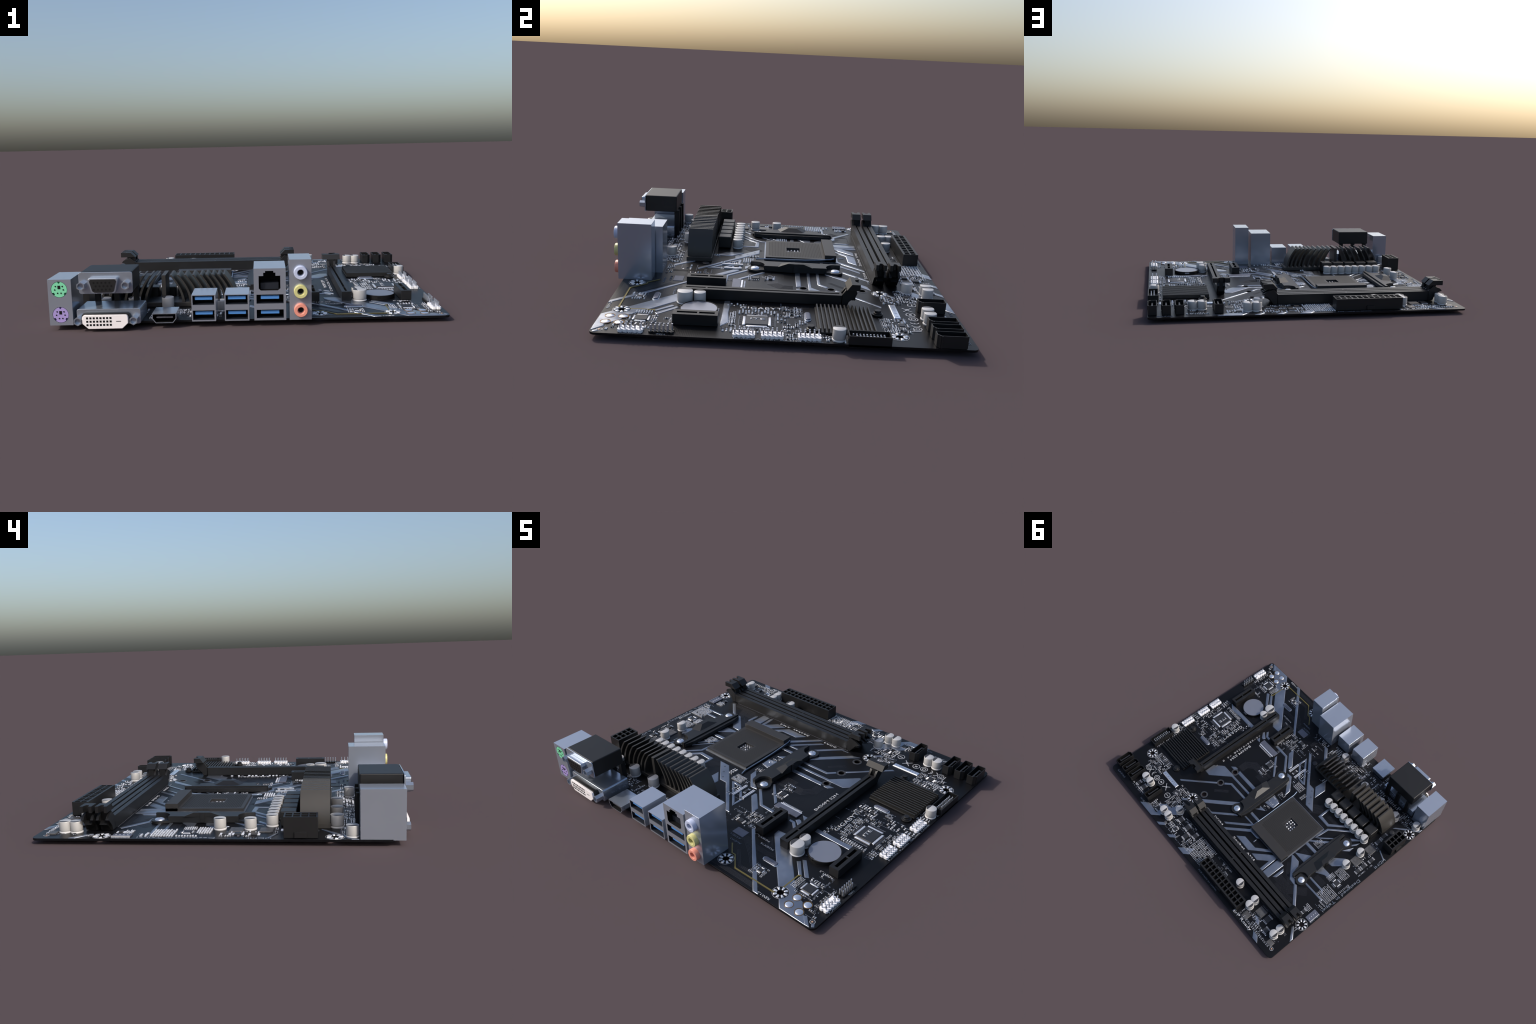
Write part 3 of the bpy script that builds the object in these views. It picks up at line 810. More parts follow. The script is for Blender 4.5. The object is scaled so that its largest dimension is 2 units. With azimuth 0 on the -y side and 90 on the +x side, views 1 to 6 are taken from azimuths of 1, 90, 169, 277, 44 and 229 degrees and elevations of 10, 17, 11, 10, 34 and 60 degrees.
# ======================================================== socket and its frame
def build_socket():
    x0,x1,y0,y1 = -0.503,-0.149,-0.053,0.367
    mb = MB(); hx0,hx1,hy0,hy1 = -0.360,-0.279,0.075,0.157
    zt = 0.0500
    # plate with a window in the middle
    for a,b,c,d in ((x0,x1,y0,hy0),(x0,x1,hy1,y1),(x0,hx0,hy0,hy1),(hx1,x1,hy0,hy1)):
        mb.box(a,b,c,d,0.034,zt,'socketp')
    so = put(mb, 'processor_socket', bevel=0, weld=False)
    mb = MB(); mb.box(x0,x1,0.300,y1+0.0005,0.034,0.0755,'socketp')
    put(mb, 'cam_bar', so, bevel=0.001)
    # contact holes drawn as flat squares, darkened for the shade inside them
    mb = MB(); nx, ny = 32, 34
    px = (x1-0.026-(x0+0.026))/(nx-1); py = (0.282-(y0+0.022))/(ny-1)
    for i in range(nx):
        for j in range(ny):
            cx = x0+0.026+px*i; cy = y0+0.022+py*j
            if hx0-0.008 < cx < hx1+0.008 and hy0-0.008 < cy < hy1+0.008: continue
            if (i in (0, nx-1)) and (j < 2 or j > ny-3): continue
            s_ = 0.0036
            mb.add([(cx-s_,cy-s_,zt+0.0002),(cx+s_,cy-s_,zt+0.0002),(cx+s_,cy+s_,zt+0.0002),(cx-s_,cy+s_,zt+0.0002)], [(0,1,2,3)], 'hole_shade')
    d = put(mb, 'contact_hole_shade', so, weld=False); d['kind'] = 'stuff'
    mb = MB(); mb.box(x0-0.007,x1+0.006,y0-0.008,y1+0.003,Z0,0.0345,'foil')
    mb2 = mb
    put(mb2, 'socket_rim', so)
    mb = MB(); tube(mb, [(-0.142,0.352,0.058),(-0.140,0.335,0.0535),(-0.1395,0.27,0.047),(-0.139,0.18,0.0415),(-0.1385,0.06,0.0400),(-0.1385,-0.075,0.0390),(-0.130,-0.110,0.038)], 0.0042, 'lever')
    put(mb, 'lever_wire', so, smooth=60)
    # little parts seen through the window
    mb = MB()
    mb.box(-0.362,-0.277,0.073,0.159,0.0340,0.0350,'chip')
    for i in range(4):
        for j in range(4):
            mb.frustum(-0.350+0.0205*i, 0.086+0.0203*j, 0.0085, 0.009, 0.0345, 0.0385, 0.003, 'solder' if (i*3+j) % 4 else 'smd')
            mb.frustum(-0.340+0.0205*i, 0.0945+0.0203*j, 0.006, 0.005, 0.0345, 0.0380, 0.0015, 'smd')
    k = put(mb, 'window_part', so, weld=False); k['kind'] = 'stuff'
    mb = MB(); mb.box(-0.1487,-0.1475,-0.02,0.01,0.040,0.044,'smd')
    put(mb, 'lever_catch', so)

def build_cooler_frames():
    """two bridges that hold the cooler, each with two screwed feet"""
    def bridge(mir):
        def X(x): return (-0.65 - x) if mir else x
        def Q(p): return [(X(a), b) for a, b in p]
        # main bridge body: hollowed round each screw
        r = 0.052
        top = circle(0.056, 0.344, r, 8, math.radians(196), math.radians(292))
        bot = circle(0.056, -0.108, r, 8, math.radians(68), math.radians(164))
        body = [(-0.012,0.374),(0.006,0.376)] + top + [(0.078,0.180),(0.084,0.157),(0.084,0.088),(0.078,0.065)] + bot + [(0.006,-0.136),(-0.012,-0.134)]
        mb = MB(); mb.prism(Q(body), 0.033, 0.0665, 'z', 'bracket')
        b = put(mb, 'cooler_bridge', bevel=0.0012)
        # lower inner step
        mb = MB(); mb.prism(Q([(-0.033,0.310),(-0.020,0.366),(0.004,0.374),(0.004,-0.134),(-0.020,-0.128),(-0.034,-0.060)]), 0.034, 0.0580, 'z', 'bracket')
        put(mb, 'bridge_step', b, bevel=0.0012)
        # wedge-shaped crown in the middle of the outer side
        vs = [(0.020,0.196,0.0662),(0.020,0.038,0.0662),(0.0855,0.020,0.0662),(0.0855,0.216,0.0662),
              (0.053,0.143,0.0870),(0.053,0.091,0.0870),(0.0855,0.074,0.0870),(0.0855,0.162,0.0870)]
        mb = MB(); mb.add([(X(p[0]),p[1],p[2]) for p in vs], [(0,1,5,4),(1,2,6,5),(3,0,4,7),(4,5,6,7),(2,3,7,6)], 'bracket')
        put(mb, 'bridge_crown', b, smooth=6)
        mb = MB(); mb.box(min(X(0.0805),X(0.090)),max(X(0.0805),X(0.090)),0.107,0.129,0.040,0.0850,'bracket')
        put(mb, 'bridge_key', b)
        for yc in (0.344, -0.108):
            sg = 1 if yc > 0.1 else -1
            mb = MB(); mb.prism(circle(X(0.056), yc, 0.0425, 28), 0.0325, 0.0445, 'z', 'bracket')
            wing = Q([(0.012,yc+0.030*sg),(0.012,yc-0.035*sg),(0.080,yc-0.062*sg),(0.082,yc-0.040*sg),(0.095,yc-0.012*sg)])
            mb.prism(wing, 0.0326, 0.0440, 'z', 'bracket')
            put(mb, 'bridge_foot', b, bevel=0.001, weld=False)
            mb = MB(); mb.dome(X(0.055), yc, 0.0265, 0.0440, 0.0105, 'chrome')
            mb.prism(circle(X(0.055), yc, 0.0265, 24), 0.0435, 0.0442, 'z', 'chrome')
            for a in (45, 135):
                c_, s_ = math.cos(math.radians(a))*0.005, math.sin(math.radians(a))*0.005
                mb.prism(ribbon([(X(0.055)-c_,yc-s_),(X(0.055)+c_,yc+s_)], 0.0022), 0.052, 0.0549+0.0001*(a > 90), 'z', 'dull')
            put(mb, 'dome_screw', b, weld=False)
    bridge(False); bridge(True)

# =============================================================== memory slots
def latch_head(mb, x_in, x_out, yc, w, z0, z1, key, notch=0.030, notch_w=0.034, slope=0.032):
    """lever head: sloping inner face, top with a V-notch at the outer end; runs along x"""
    s_ = 1 if x_out > x_in else -1
    L = abs(x_out-x_in); h = w/2
    # outline in plan
    pl = [(0,-h),(L,-h),(L,-notch_w*0.42),(L-notch,-notch_w*0.2),(L-notch,notch_w*0.2),(L,notch_w*0.42),(L,h),(0,h)]
    n = len(pl); vs = []
    for u, v in pl: vs.append((x_in + s_*u, yc+v, z0))
    for u, v in pl:
        uu = max(u, slope) if u < slope else u
        vs.append((x_in + s_*uu, yc+v, z1))
    fs = [(i,(i+1)%n,n+(i+1)%n,n+i) for i in range(n)]
    fs += [(n+0,n+1,n+2,n+3,n+4,n+5,n+6,n+7), (7,6,5,4,3,2,1,0)]
    mb.add(vs, fs, key)

def build_memory_slots():
    for yc in (0.5632, 0.6378):
        w = 0.0605; y0, y1 = yc-w/2, yc+w/2
        zt = 0.0965
        mb = MB()
        g = 0.0085
        hl = [(-0.820,-0.276,yc-g/2,yc+g/2,0.045), (-0.2665,0.178,yc-g/2,yc+g/2,0.045)]
        mb.pockets(-0.832, 0.190, y0, y1, 0.034, zt, hl, 'plastic', 'z', 'plastic_deep')
        sl = put(mb, 'memory_slot', bevel=0.0008)
        # end housings whose outline leans outwards and is cut back below
        for prof in ([(0.185,0.034),(0.212,0.034),(0.219,0.044),(0.254,0.086),(0.284,0.100),(0.252,0.118),(0.215,0.130),(0.186,0.0985)],
                     [(-0.826,0.034),(-0.862,0.034),(-0.872,0.060),(-0.905,0.089),(-0.926,0.098),(-0.910,0.114),(-0.865,0.129),(-0.828,0.0985)]):
            cx = sum(p[0] for p in prof)/len(prof)
            for a, b in ((y0, y0+0.0135), (y1-0.0135, y1)):
                mb = MB(); mb.prism(prof, a, b, 'y', 'plastic'); put(mb, 'slot_end_cheek', sl, bevel=0.0008)
            inner = [(cx + (p[0]-cx)*0.80, 0.034 + (p[1]-0.034)*0.62) for p in prof]
            mb = MB(); mb.prism(inner, y0+0.0130, y1-0.0130, 'y', 'plastic_deep'); put(mb, 'slot_end_floor', sl)
        # levers
        for xi, xo in ((0.186, 0.281), (-0.829, -0.929)):
            s_ = 1 if xo > xi else -1
            mb = MB()
            latch_head(mb, xi, xo, yc, w-0.003, 0.1345, 0.1665, 'plastic')
            mb.prism([(xi+s_*0.004,0.085),(xi+s_*0.050,0.060),(xi+s_*0.052,0.110),(xi+s_*0.060,0.136),(xi+s_*0.006,0.136)], yc-0.017, yc+0.017, 'y', 'plastic_deep')
            put(mb, 'slot_lever', sl, bevel=0.0006, weld=False)
    # pale seam of the inner slot on the board
    mb = MB(); mb.box(-0.80, 0.20, 0.5305, 0.5325, Z0, Z0+0.0020, 'smd')
    mb.box(-0.80, 0.20, 0.6695, 0.6715, Z0, Z0+0.0020, 'smd')
    put(mb, 'slot_seam')

def build_card_slots():
    # short slots
    for x0, x1 in ((0.316,0.3735),(0.8215,0.879)):
        c = (x0+x1)/2
        mb = MB()
        hl = [(c-0.0085, c+0.0085, -0.437, -0.347, 0.040), (c-0.0085, c+0.0085, -0.337, -0.268, 0.040)]
        mb.pockets(x0, x1, -0.455, -0.2525, 0.0325, 0.0845, hl, 'plastic', 'z', 'plastic_deep', 'dark')
        put(mb, 'short_card_slot', bevel=0.0009)
    # long graphics slot with its hooked end
    x0, x1 = 0.496, 0.5485; c = (x0+x1)/2
    mb = MB()
    hl = [(c-0.0055, c+0.0055, -0.438, -0.342, 0.040), (c-0.0055, c+0.0055, -0.332, 0.322, 0.040)]
    mb.pockets(x0, x1, -0.4575, 0.336, 0.0325, 0.0850, hl, 'plastic', 'z', 'plastic_deep', 'dark')
    sl = put(mb, 'long_card_slot', bevel=0.0009)
    prof = [(0.330,0.033),(0.362,0.033),(0.368,0.052),(0.402,0.084),(0.408,0.100),(0.400,0.119),(0.372,0.128),(0.352,0.116),(0.331,0.0855)]
    for a, b in ((x0, x0+0.014), (x1-0.014, x1)):
        mb = MB(); mb.prism(prof, a, b, 'x', 'plastic'); put(mb, 'slot_end_cheek', sl, bevel=0.0008)
    mb = MB(); mb.prism([(0.330,0.033),(0.358,0.033),(0.392,0.080),(0.385,0.095),(0.340,0.075)], x0+0.0135, x1-0.0135, 'x', 'plastic_deep')
    put(mb, 'slot_end_floor', sl)
    # wide hook: sloping face towards the slot
    mb = MB()
    pl = [(0.463,0.352),(0.463,0.416),(0.497,0.416),(0.506,0.396),(0.531,0.396),(0.548,0.416),(0.580,0.416),(0.580,0.352)]
    n = len(pl)
    vs = [(a,b,0.1235) for a,b in pl] + [(a, max(b,0.374), 0.1545) for a,b in pl]
    mb.add(vs, [(i,(i+1)%n,n+(i+1)%n,n+i) for i in range(n)] + [tuple(range(n,2*n)), tuple(range(n-1,-1,-1))], 'plastic')
    mb.prism([(0.345,0.060),(0.400,0.060),(0.402,0.100),(0.400,0.125),(0.352,0.125)], 0.503, 0.5415, 'x', 'plastic_deep')
    put(mb, 'slot_hook', sl, bevel=0.0008, weld=False)

# ======================================================= sockets for cables
def build_power_plugs():
    # main supply plug: twelve by two
    x0,x1,y0,y1 = -0.581,-0.1475,0.7625,0.8515
    mb = MB(); hl = []
    for i in range(12):
        for j in range(2):
            cx = x0+0.0185+ (x1-x0-0.037)*(i/11); cy = 0.7895+0.0355*j
            hl.append((cx-0.0135, cx+0.0135, cy-0.0140, cy+0.0140, 0.030))
    mb.pockets(x0,x1,y0,y1,0.033,0.1055,hl,'plastic','z','plastic_deep','dark')
    mb.box(-0.395,-0.345,y1,y1+0.010,0.036,0.060,'plastic')
    put(mb, 'main_power_plug', bevel=0.0007, weld=True)
    # processor supply plug: four by two
    x0,x1,y0,y1 = -0.985,-0.898,-0.455,-0.301
    mb = MB(); hl = []
    for i in range(2):
        for j in range(4):
            cx = -0.9605+0.036*i; cy = y0+0.0225+(y1-y0-0.045)*(j/3)
            hl.append((cx-0.0145, cx+0.0145, cy-0.0145, cy+0.0145, 0.035))
    mb.pockets(x0,x1,y0,y1,0.033,0.1305,hl,'plastic','z','plastic_deep','dark')
    mb.box(x0-0.010,x0,-0.405,-0.350,0.036,0.062,'plastic')
    put(mb, 'processor_power_plug', bevel=0.0008)

def build_drive_ports():
    W, D = 0.0530, 0.1340
    mb = MB()
    # shell in plan (origin at its centre): one end corner cut off, rib beside it
    def outline(k):
        a, b = W/2-k, D/2-k
        return [(-a,-b),(a-0.014,-b),(a-0.010,-b+0.006),(a,-b+0.012),(a,b-0.010),(a-0.004,b),(-a,b)]
    o, i = outline(0), outline(0.0035)
    n = len(o)
    vs = [(p[0],p[1],0.033) for p in o] + [(p[0],p[1],0.0905) for p in o] + [(p[0],p[1],0.0905) for p in i] + [(p[0],p[1],0.042) for p in i]
    fs = []
    for k in range(n):
        j = (k+1) % n
        fs.append((k,j,n+j,n+k)); fs.append((n+k,n+j,2*n+j,2*n+k))
    mb.add(vs, fs, 'plastic')
    mb.add(vs, [(2*n+k,2*n+(k+1)%n,3*n+(k+1)%n,3*n+k) for k in range(n)] + [tuple(range(3*n,4*n))], 'plastic_deep')
    # contact blade with its hooked end
    mb.box(-0.0045,0.0045,-0.050,0.040,0.042,0.0780,'plastic_deep','chip')
    mb.box(0.0045,0.0125,0.0310,0.040,0.042,0.0780,'plastic_deep','chip')
    mb.box(W/2-0.001,W/2+0.004,-D/2+0.016,-D/2+0.022,0.033,0.0900,'plastic')
    first = put(mb, 'drive_port', loc=(0.9715,0.768,0), bevel=0.0006)
    for x in (0.889, 0.8095, 0.5755): twin(first, (x,0.768,0))

def pin_block(name, x0, x1, y0, y1, n, key, ztop, pz, missing=None):
    """notched strip of double pins, pins along y"""
    p = (y1-y0)/n; xc = (x0+x1)/2
    mb = MB()
    for i in range(n):
        c = y0+p*(i+0.5); h = p/2; ch = p*0.27
        for a, b in ((x0, xc), (xc, x1)):
            e = 0.00012*(i % 2)
            poly = [(a,c-h+ch),(a+ch,c-h),(b-ch,c-h),(b,c-h+ch),(b,c+h-ch),(b-ch,c+h),(a+ch,c+h),(a,c+h-ch)]
            mb.prism(poly, Z0+0.0004, ztop+e, 'z', key)
    ob = put(mb, name, weld=False)
    mb = MB(); q = 0.0030
    for i in range(n):
        for k, x in enumerate((x0+(xc-x0)/2, xc+(x1-xc)/2)):
            if missing == (i, k): continue
            c = y0+p*(i+0.5)
            mb.prism([(x-q,c-q),(x+q,c-q),(x+q,c+q),(x-q,c+q)], Z0, pz, 'z', 'pin')
    put(mb, 'header_pin', ob, bevel=0.0009, weld=False)

def build_headers():
    pin_block('white_pin_header', 0.936, 0.984, -0.677, -0.568, 5, 'white', 0.0440, 0.0690, (3,0))
    pin_block('black_pin_header', 0.941, 0.981, -0.543, -0.434, 6, 'plastic', 0.0400, 0.0680, (5,1))
    pin_block('white_pin_header', 0.932, 0.984, -0.180, -0.082, 5, 'white', 0.0450, 0.0690, (4,0))
    pin_block('white_pin_header', 0.932, 0.984, -0.056, 0.042, 5, 'white', 0.0450, 0.0690, (4,0))
    pin_block('white_pin_header', 0.932, 0.984, 0.105, 0.206, 5, 'white', 0.0450, 0.0690, (4,1))
    # shrouded header, open tray with twenty pins
    x0,x1,y0,y1 = 0.933,1.000,0.322,0.508
    mb = MB()
    mb.pockets(x0,x1,y0,y1,0.0185,0.0705,[(x0+0.005,x1-0.005,y0+0.005,y1-0.005,0.028)],'plastic','z','plastic_deep')
    ob = put(mb, 'shrouded_header', bevel=0.0008)
    mb = MB()
    for i in range(10):
        for x in (0.9605, 0.9785):
            if i == 0 and x > 0.97: continue
            y = 0.344+0.01495*i
            mb.box(x-0.0032,x+0.0032,y-0.0032,y+0.0032,0.040,0.0650,'pin')
    put(mb, 'header_pin', ob, bevel=0.0008)

# ================================================================ capacitors
def can_mesh(r, h):
    """aluminium can: flared foot, waisted neck, lid with a dark segment"""
    mb = MB(); z = Z0
    b = [(r*1.03,z),(r*1.06,z+0.0030),(r*1.03,z+0.0058),(r*0.90,z+0.0072)]
    mb.lathe(0, 0, b, 'can_base', 28)
    mb.lathe(0, 0, [(r*0.90,z+0.0070),(r*0.98,z+0.0105),(r,z+0.0150),(r,h-0.0028),(r*0.975,h-0.0007),(r*0.94,h)], 'can', 28,
             keys=['can','can','can','can','can_top','can_top'])
    a = math.acos(-0.40)                    # marked segment towards -x
    seg = circle(0, 0, r*0.945, 18, a, 2*math.pi-a)
    mb.prism(seg, h-0.0002, h+0.0006, 'z', 'can_mark', bottom=False)
    return mb

CANS = [(x, -0.231, 'm') for x in (-0.372,-0.4288,-0.4856,-0.5424,-0.5992,-0.656,-0.713,-0.770)] + [
    (-0.832,-0.133,'m'), (-0.831,0.014,'m'), (-0.889,0.761,'m'), (-0.891,0.704,'m'), (-0.444,0.707,'m'), (-0.616,0.757,'m'), (-0.612,0.704,'m'),
    (0.730,0.728,'m'), (0.672,0.729,'m'), (0.397,0.790,'m'), (0.340,0.791,'m'), (0.319,0.698,'m'), (0.957,0.283,'m'),
    (0.596,-0.434,'b'), (0.591,-0.363,'m'), (-0.154,-0.610,'m'), (-0.450,-0.541,'i'), (-0.630,-0.541,'i'), (-0.788,-0.541,'i'), (-0.950,-0.609,'m')]

def build_capacitors():
    proto = {}
    size = {'m': (0.0295, 0.0872), 'b': (0.0385, 0.0925), 'i': (0.0325, 0.0930)}
    for x, y, k in CANS:
        if k not in proto:
            proto[k] = put(can_mesh(*size[k]), 'capacitor', loc=(x,y,0), smooth=40)
        else:
            twin(proto[k], (x,y,0), math.radians(rng.uniform(-3,3)))

def build_chokes():
    mb = MB(); w, d = 0.079, 0.078
    mb.box(-w/2,w/2,-d/2,d/2,0.034,0.1070,'coil')
    first = put(mb, 'choke', loc=(-0.380,-0.311,0), bevel=0.006, seg=3)
    for i in range(1,5): twin(first, (-0.380-0.0935*i,-0.311,0))

def build_battery():
    cx, cy = 0.715, -0.353
    mb = MB(); mb.lathe(cx, cy, [(0.0905,Z0),(0.0905,0.0530),(0.0893,0.0542),(0.0866,0.0542),(0.0862,0.047)], 'plastic_deep', 48)
    b = put(mb, 'coin_cell_holder')
    mb = MB(); mb.lathe(cx, cy, [(0.0850,0.040),(0.0850,0.0524)], 'cell', 48)
    put(mb, 'coin_cell', b)
    mb = MB(); mb.box(cx-0.016,cx+0.016,cy+0.078,cy+0.094,0.040,0.0485,'cell')
    mb.box(cx-0.022,cx-0.008,cy-0.094,cy-0.080,0.045,0.0525,'plastic_deep')
    put(mb, 'cell_clip', b)

# ================================================= chips and flat components
def pillow(mb, cx, cy, wx, wy, z1, key, inset=0.0012): mb.frustum(cx, cy, wx, wy, Z0, z1, inset, key)

def soic(name, cx, cy, wx, wy, n, along='y', key='chip', h=0.0075, leg=0.012):
    """small chip with n bright legs on two sides"""
    mb = MB(); pillow(mb, cx, cy, wx, wy, Z0+h, key, 0.002)
    L = (wy if along == 'y' else wx)
    for i in range(n):
        t = -L/2 + L*(i+0.5)/n; w = L/n*0.50
        for s_ in (-1, 1):
            if along == 'y': mb.frustum(cx+s_*(wx/2+leg/2), cy+t, leg, w, Z0, Z0+0.0035, 0.0012, 'solder')
            else: mb.frustum(cx+t, cy+s_*(wy/2+leg/2), w, leg, Z0, Z0+0.0035, 0.0012, 'solder')
    return put(mb, name, weld=False)

def quad_chip(cx, cy, w, band, h, name='quad_chip'):
    """square chip with a bright bank of pins on each side"""
    mb = MB(); a = w/2; z = Z0
    pillow(mb, cx, cy, w, w, z+h, 'chip', 0.003)
    for k in range(4):
        ang = math.pi/2*k; c, s_ = round(math.cos(ang)), round(math.sin(ang))
        P = []
        for u, v in ((a,-a+0.006),(a+band,-a+0.002),(a+band,a-0.002),(a,a-0.006)):
            P.append((cx+u*c-v*s_, cy+u*s_+v*c))
        mb.plate(P, z, z+0.0048, 0.0022, 'solder')
        n = max(6, int(w/0.0085))
        for i in range(n):
            t = -a+0.010+(w-0.020)*i/(n-1)
            q = [(a+band*1.25, t-0.0016),(a+band*2.0, t-0.0016),(a+band*2.0, t+0.0016),(a+band*1.25, t+0.0016)]
            mb.prism([(cx+u*c-v*s_, cy+u*s_+v*c) for u, v in q], z, z+0.0016, 'z', 'smd', bottom=False)
        P = ribbon([(cx+(a+band*2.3)*c-(-a)*s_, cy+(a+band*2.3)*s_+(-a)*c), (cx+(a+band*2.3)*c-a*s_, cy+(a+band*2.3)*s_+a*c)], 0.0018)
        mb.prism(P, z, z+0.0010, 'z', 'ink_dim', bottom=False)
    return put(mb, name, weld=False)

def crystal(cx, cy, L, w):
    def stad(l, r):
        return circle(cx+l/2-r, cy, r, 8, -math.pi/2, math.pi/2) + circle(cx-l/2+r, cy, r, 8, math.pi/2, 1.5*math.pi)
    mb = MB(); mb.plate(stad(L, w/2), Z0, Z0+0.005, 0.003, 'metal_soft')
    mb.plate(stad(L*0.88, w*0.41), Z0+0.004, Z0+0.0105, 0.0055, 'plate')
    put(mb, 'quartz_crystal', weld=False)

def build_chips():
    quad_chip(0.797, -0.078, 0.104, 0.0135, 0.009, 'quad_chip')
    quad_chip(0.820, -0.603, 0.058, 0.0095, 0.007, 'quad_chip')
    quad_chip(-0.888, 0.159, 0.040, 0.0070, 0.006, 'quad_chip')
    quad_chip(0.548, -0.662, 0.030, 0.0060, 0.005, 'quad_chip')
    crystal(0.543, -0.581, 0.104, 0.034)
    crystal(0.719, 0.158, 0.104, 0.034)
    # drive connector beside the short slot
    mb = MB(); mb.box(0.238,0.408,-0.222,-0.178,Z0,0.0395,'plate')
    mb.box(0.246,0.405,-0.1770,-0.166,Z0,0.0360,'solder'); mb.box(0.244,0.407,-0.182,-0.1775,Z0,0.0375,'metal_soft')
    put(mb, 'drive_connector', bevel=0.0015)
    mb = MB()
    for i in range(15): mb.frustum(0.255+0.0098*i, -0.157, 0.0046, 0.009, Z0, Z0+0.003, 0.001, 'solder')
    put(mb, 'connector_leg', weld=False)
    mb = MB(); pillow(mb, 0.257, -0.512, 0.080, 0.053, Z0+0.0022, 'plate', 0.001); put(mb, 'grey_label')
    mb = MB(); pillow(mb, 0.602, 0.588, 0.174, 0.033, Z0+0.0062, 'chrome', 0.003)
    for i in range(8): mb.cbox(0.535+0.019*i, 0.588, 0.003+0.004*(i % 3), 0.014, Z0+0.006, Z0+0.0066, 'metal_soft')
    put(mb, 'bright_label', weld=False)
    # fan header seen as a pale block
    mb = MB(); mb.box(-0.980,-0.934,0.413,0.504,Z0,0.0375,'plate')
    mb.box(-0.9835,-0.9805,0.413,0.504,Z0,0.0405,'solder')
    for i in range(4): mb.cbox(-0.958, 0.430+0.019*i, 0.006, 0.006, 0.037, 0.0395, 'solder')
    put(mb, 'fan_header', bevel=0.001)
    # broad flat power transistors
    for cx, cy, w, d in ((-0.857,-0.213,0.068,0.068),(-0.854,-0.070,0.070,0.068),(-0.703,0.720,0.068,0.064),(-0.652,0.818,0.050,0.056),(-0.913,0.812,0.048,0.042)):
        mb = MB(); pillow(mb, cx, cy, w, d, Z0+0.0065, 'dull', 0.003)
        mb.frustum(cx+0.002, cy-d/2-0.008, w*0.9, 0.007, Z0, Z0+0.003, 0.001, 'smd')
        put(mb, 'power_transistor', weld=False)
    for a in ((0.260,0.732,0.050,0.034,4,'x'),(0.172,0.733,0.046,0.040,4,'x'),(0.125,0.785,0.044,0.046,5,'x'),(0.078,0.731,0.040,0.036,4,'x'),
              (-0.775,0.720,0.052,0.050,5,'x'),(-0.826,0.780,0.046,0.034,5,'x'),(0.186,-0.438,0.040,0.036,5,'y'),(0.200,-0.100,0.040,0.046,4,'y'),
              (-0.919,-0.026,0.036,0.034,4,'x'),(-0.919,-0.085,0.038,0.038,4,'x'),(-0.923,-0.161,0.034,0.036,4,'x'),(-0.846,-0.372,0.034,0.046,4,'x'),(-0.850,-0.308,0.038,0.040,4,'x'),
              (0.772,0.592,0.038,0.030,5,'y'),(0.738,0.798,0.036,0.028,3,'x'),(0.682,0.790,0.044,0.034,4,'x'),(0.451,0.808,0.040,0.036,4,'x'),
              (0.468,0.610,0.034,0.020,4,'x'),(-0.262,0.708,0.026,0.024,4,'y'),(-0.893,0.482,0.032,0.024,4,'x'),(0.016,-0.216,0.024,0.030,3,'x'),(0.198,-0.020,0.046,0.024,3,'x'),
              (0.395,0.690,0.030,0.040,5,'y'),(0.222,0.812,0.034,0.034,4,'x')):
        soic('small_chip', a[0], a[1], a[2]*0.86, a[3]*0.86, a[4], a[5])
    # four round pads of the sound stage
    for x, y in ((0.880,-0.752),(0.882,-0.691),(0.812,-0.747),(0.812,-0.686)):
        mb = MB(); ring(mb, x, y, 0.0215, 0.0238, Z0+0.001, Z0+0.0040, 'amber')
        mb.prism(circle(x, y, 0.0262, 24), Z0, Z0+0.0021, 'z', 'chip', bottom=False)
        mb.dome(x, y, 0.0208, Z0+0.0020, 0.0050, 'chrome', 24, 4)
        put(mb, 'round_pad', weld=False)
    for x, y in ((0.965,-0.757),(-0.951,0.832)):
        mb = MB(); ring(mb, x, y, 0.0115, 0.0140, Z0, Z0+0.0012, 'ink'); mb.prism(circle(x, y, 0.0112, 18), Z0, Z0+0.0019, 'z', 'chip', bottom=False)
        mb.dome(x, y, 0.0050, Z0+0.0018, 0.002, 'copper', 12, 3); put(mb, 'alignment_dot', weld=False)
    # bright links beside the cooler frame, like laid wires
    mb = MB()
    for x0, y0, x1, y1 in ((0.050,-0.285,0.050,-0.185),(-0.018,-0.300,-0.018,-0.180)):
        for o in (-0.006, 0.004): mb.prism(ribbon([(x0+o,y0),(x1+o,y1)], 0.0055), Z0, Z0+0.0075+o*0.05, 'z', 'solder', bottom=False)
    put(mb, 'bright_link', weld=False)
    mb = MB()
    for x, y in ((-0.199,-0.206),(-0.236,-0.163),(-0.270,-0.119)):
        ring(mb, x, y, 0.0040, 0.0062, Z0+0.002, Z0+0.0032, 'chip', 14)
    put(mb, 'via_ring', weld=False)

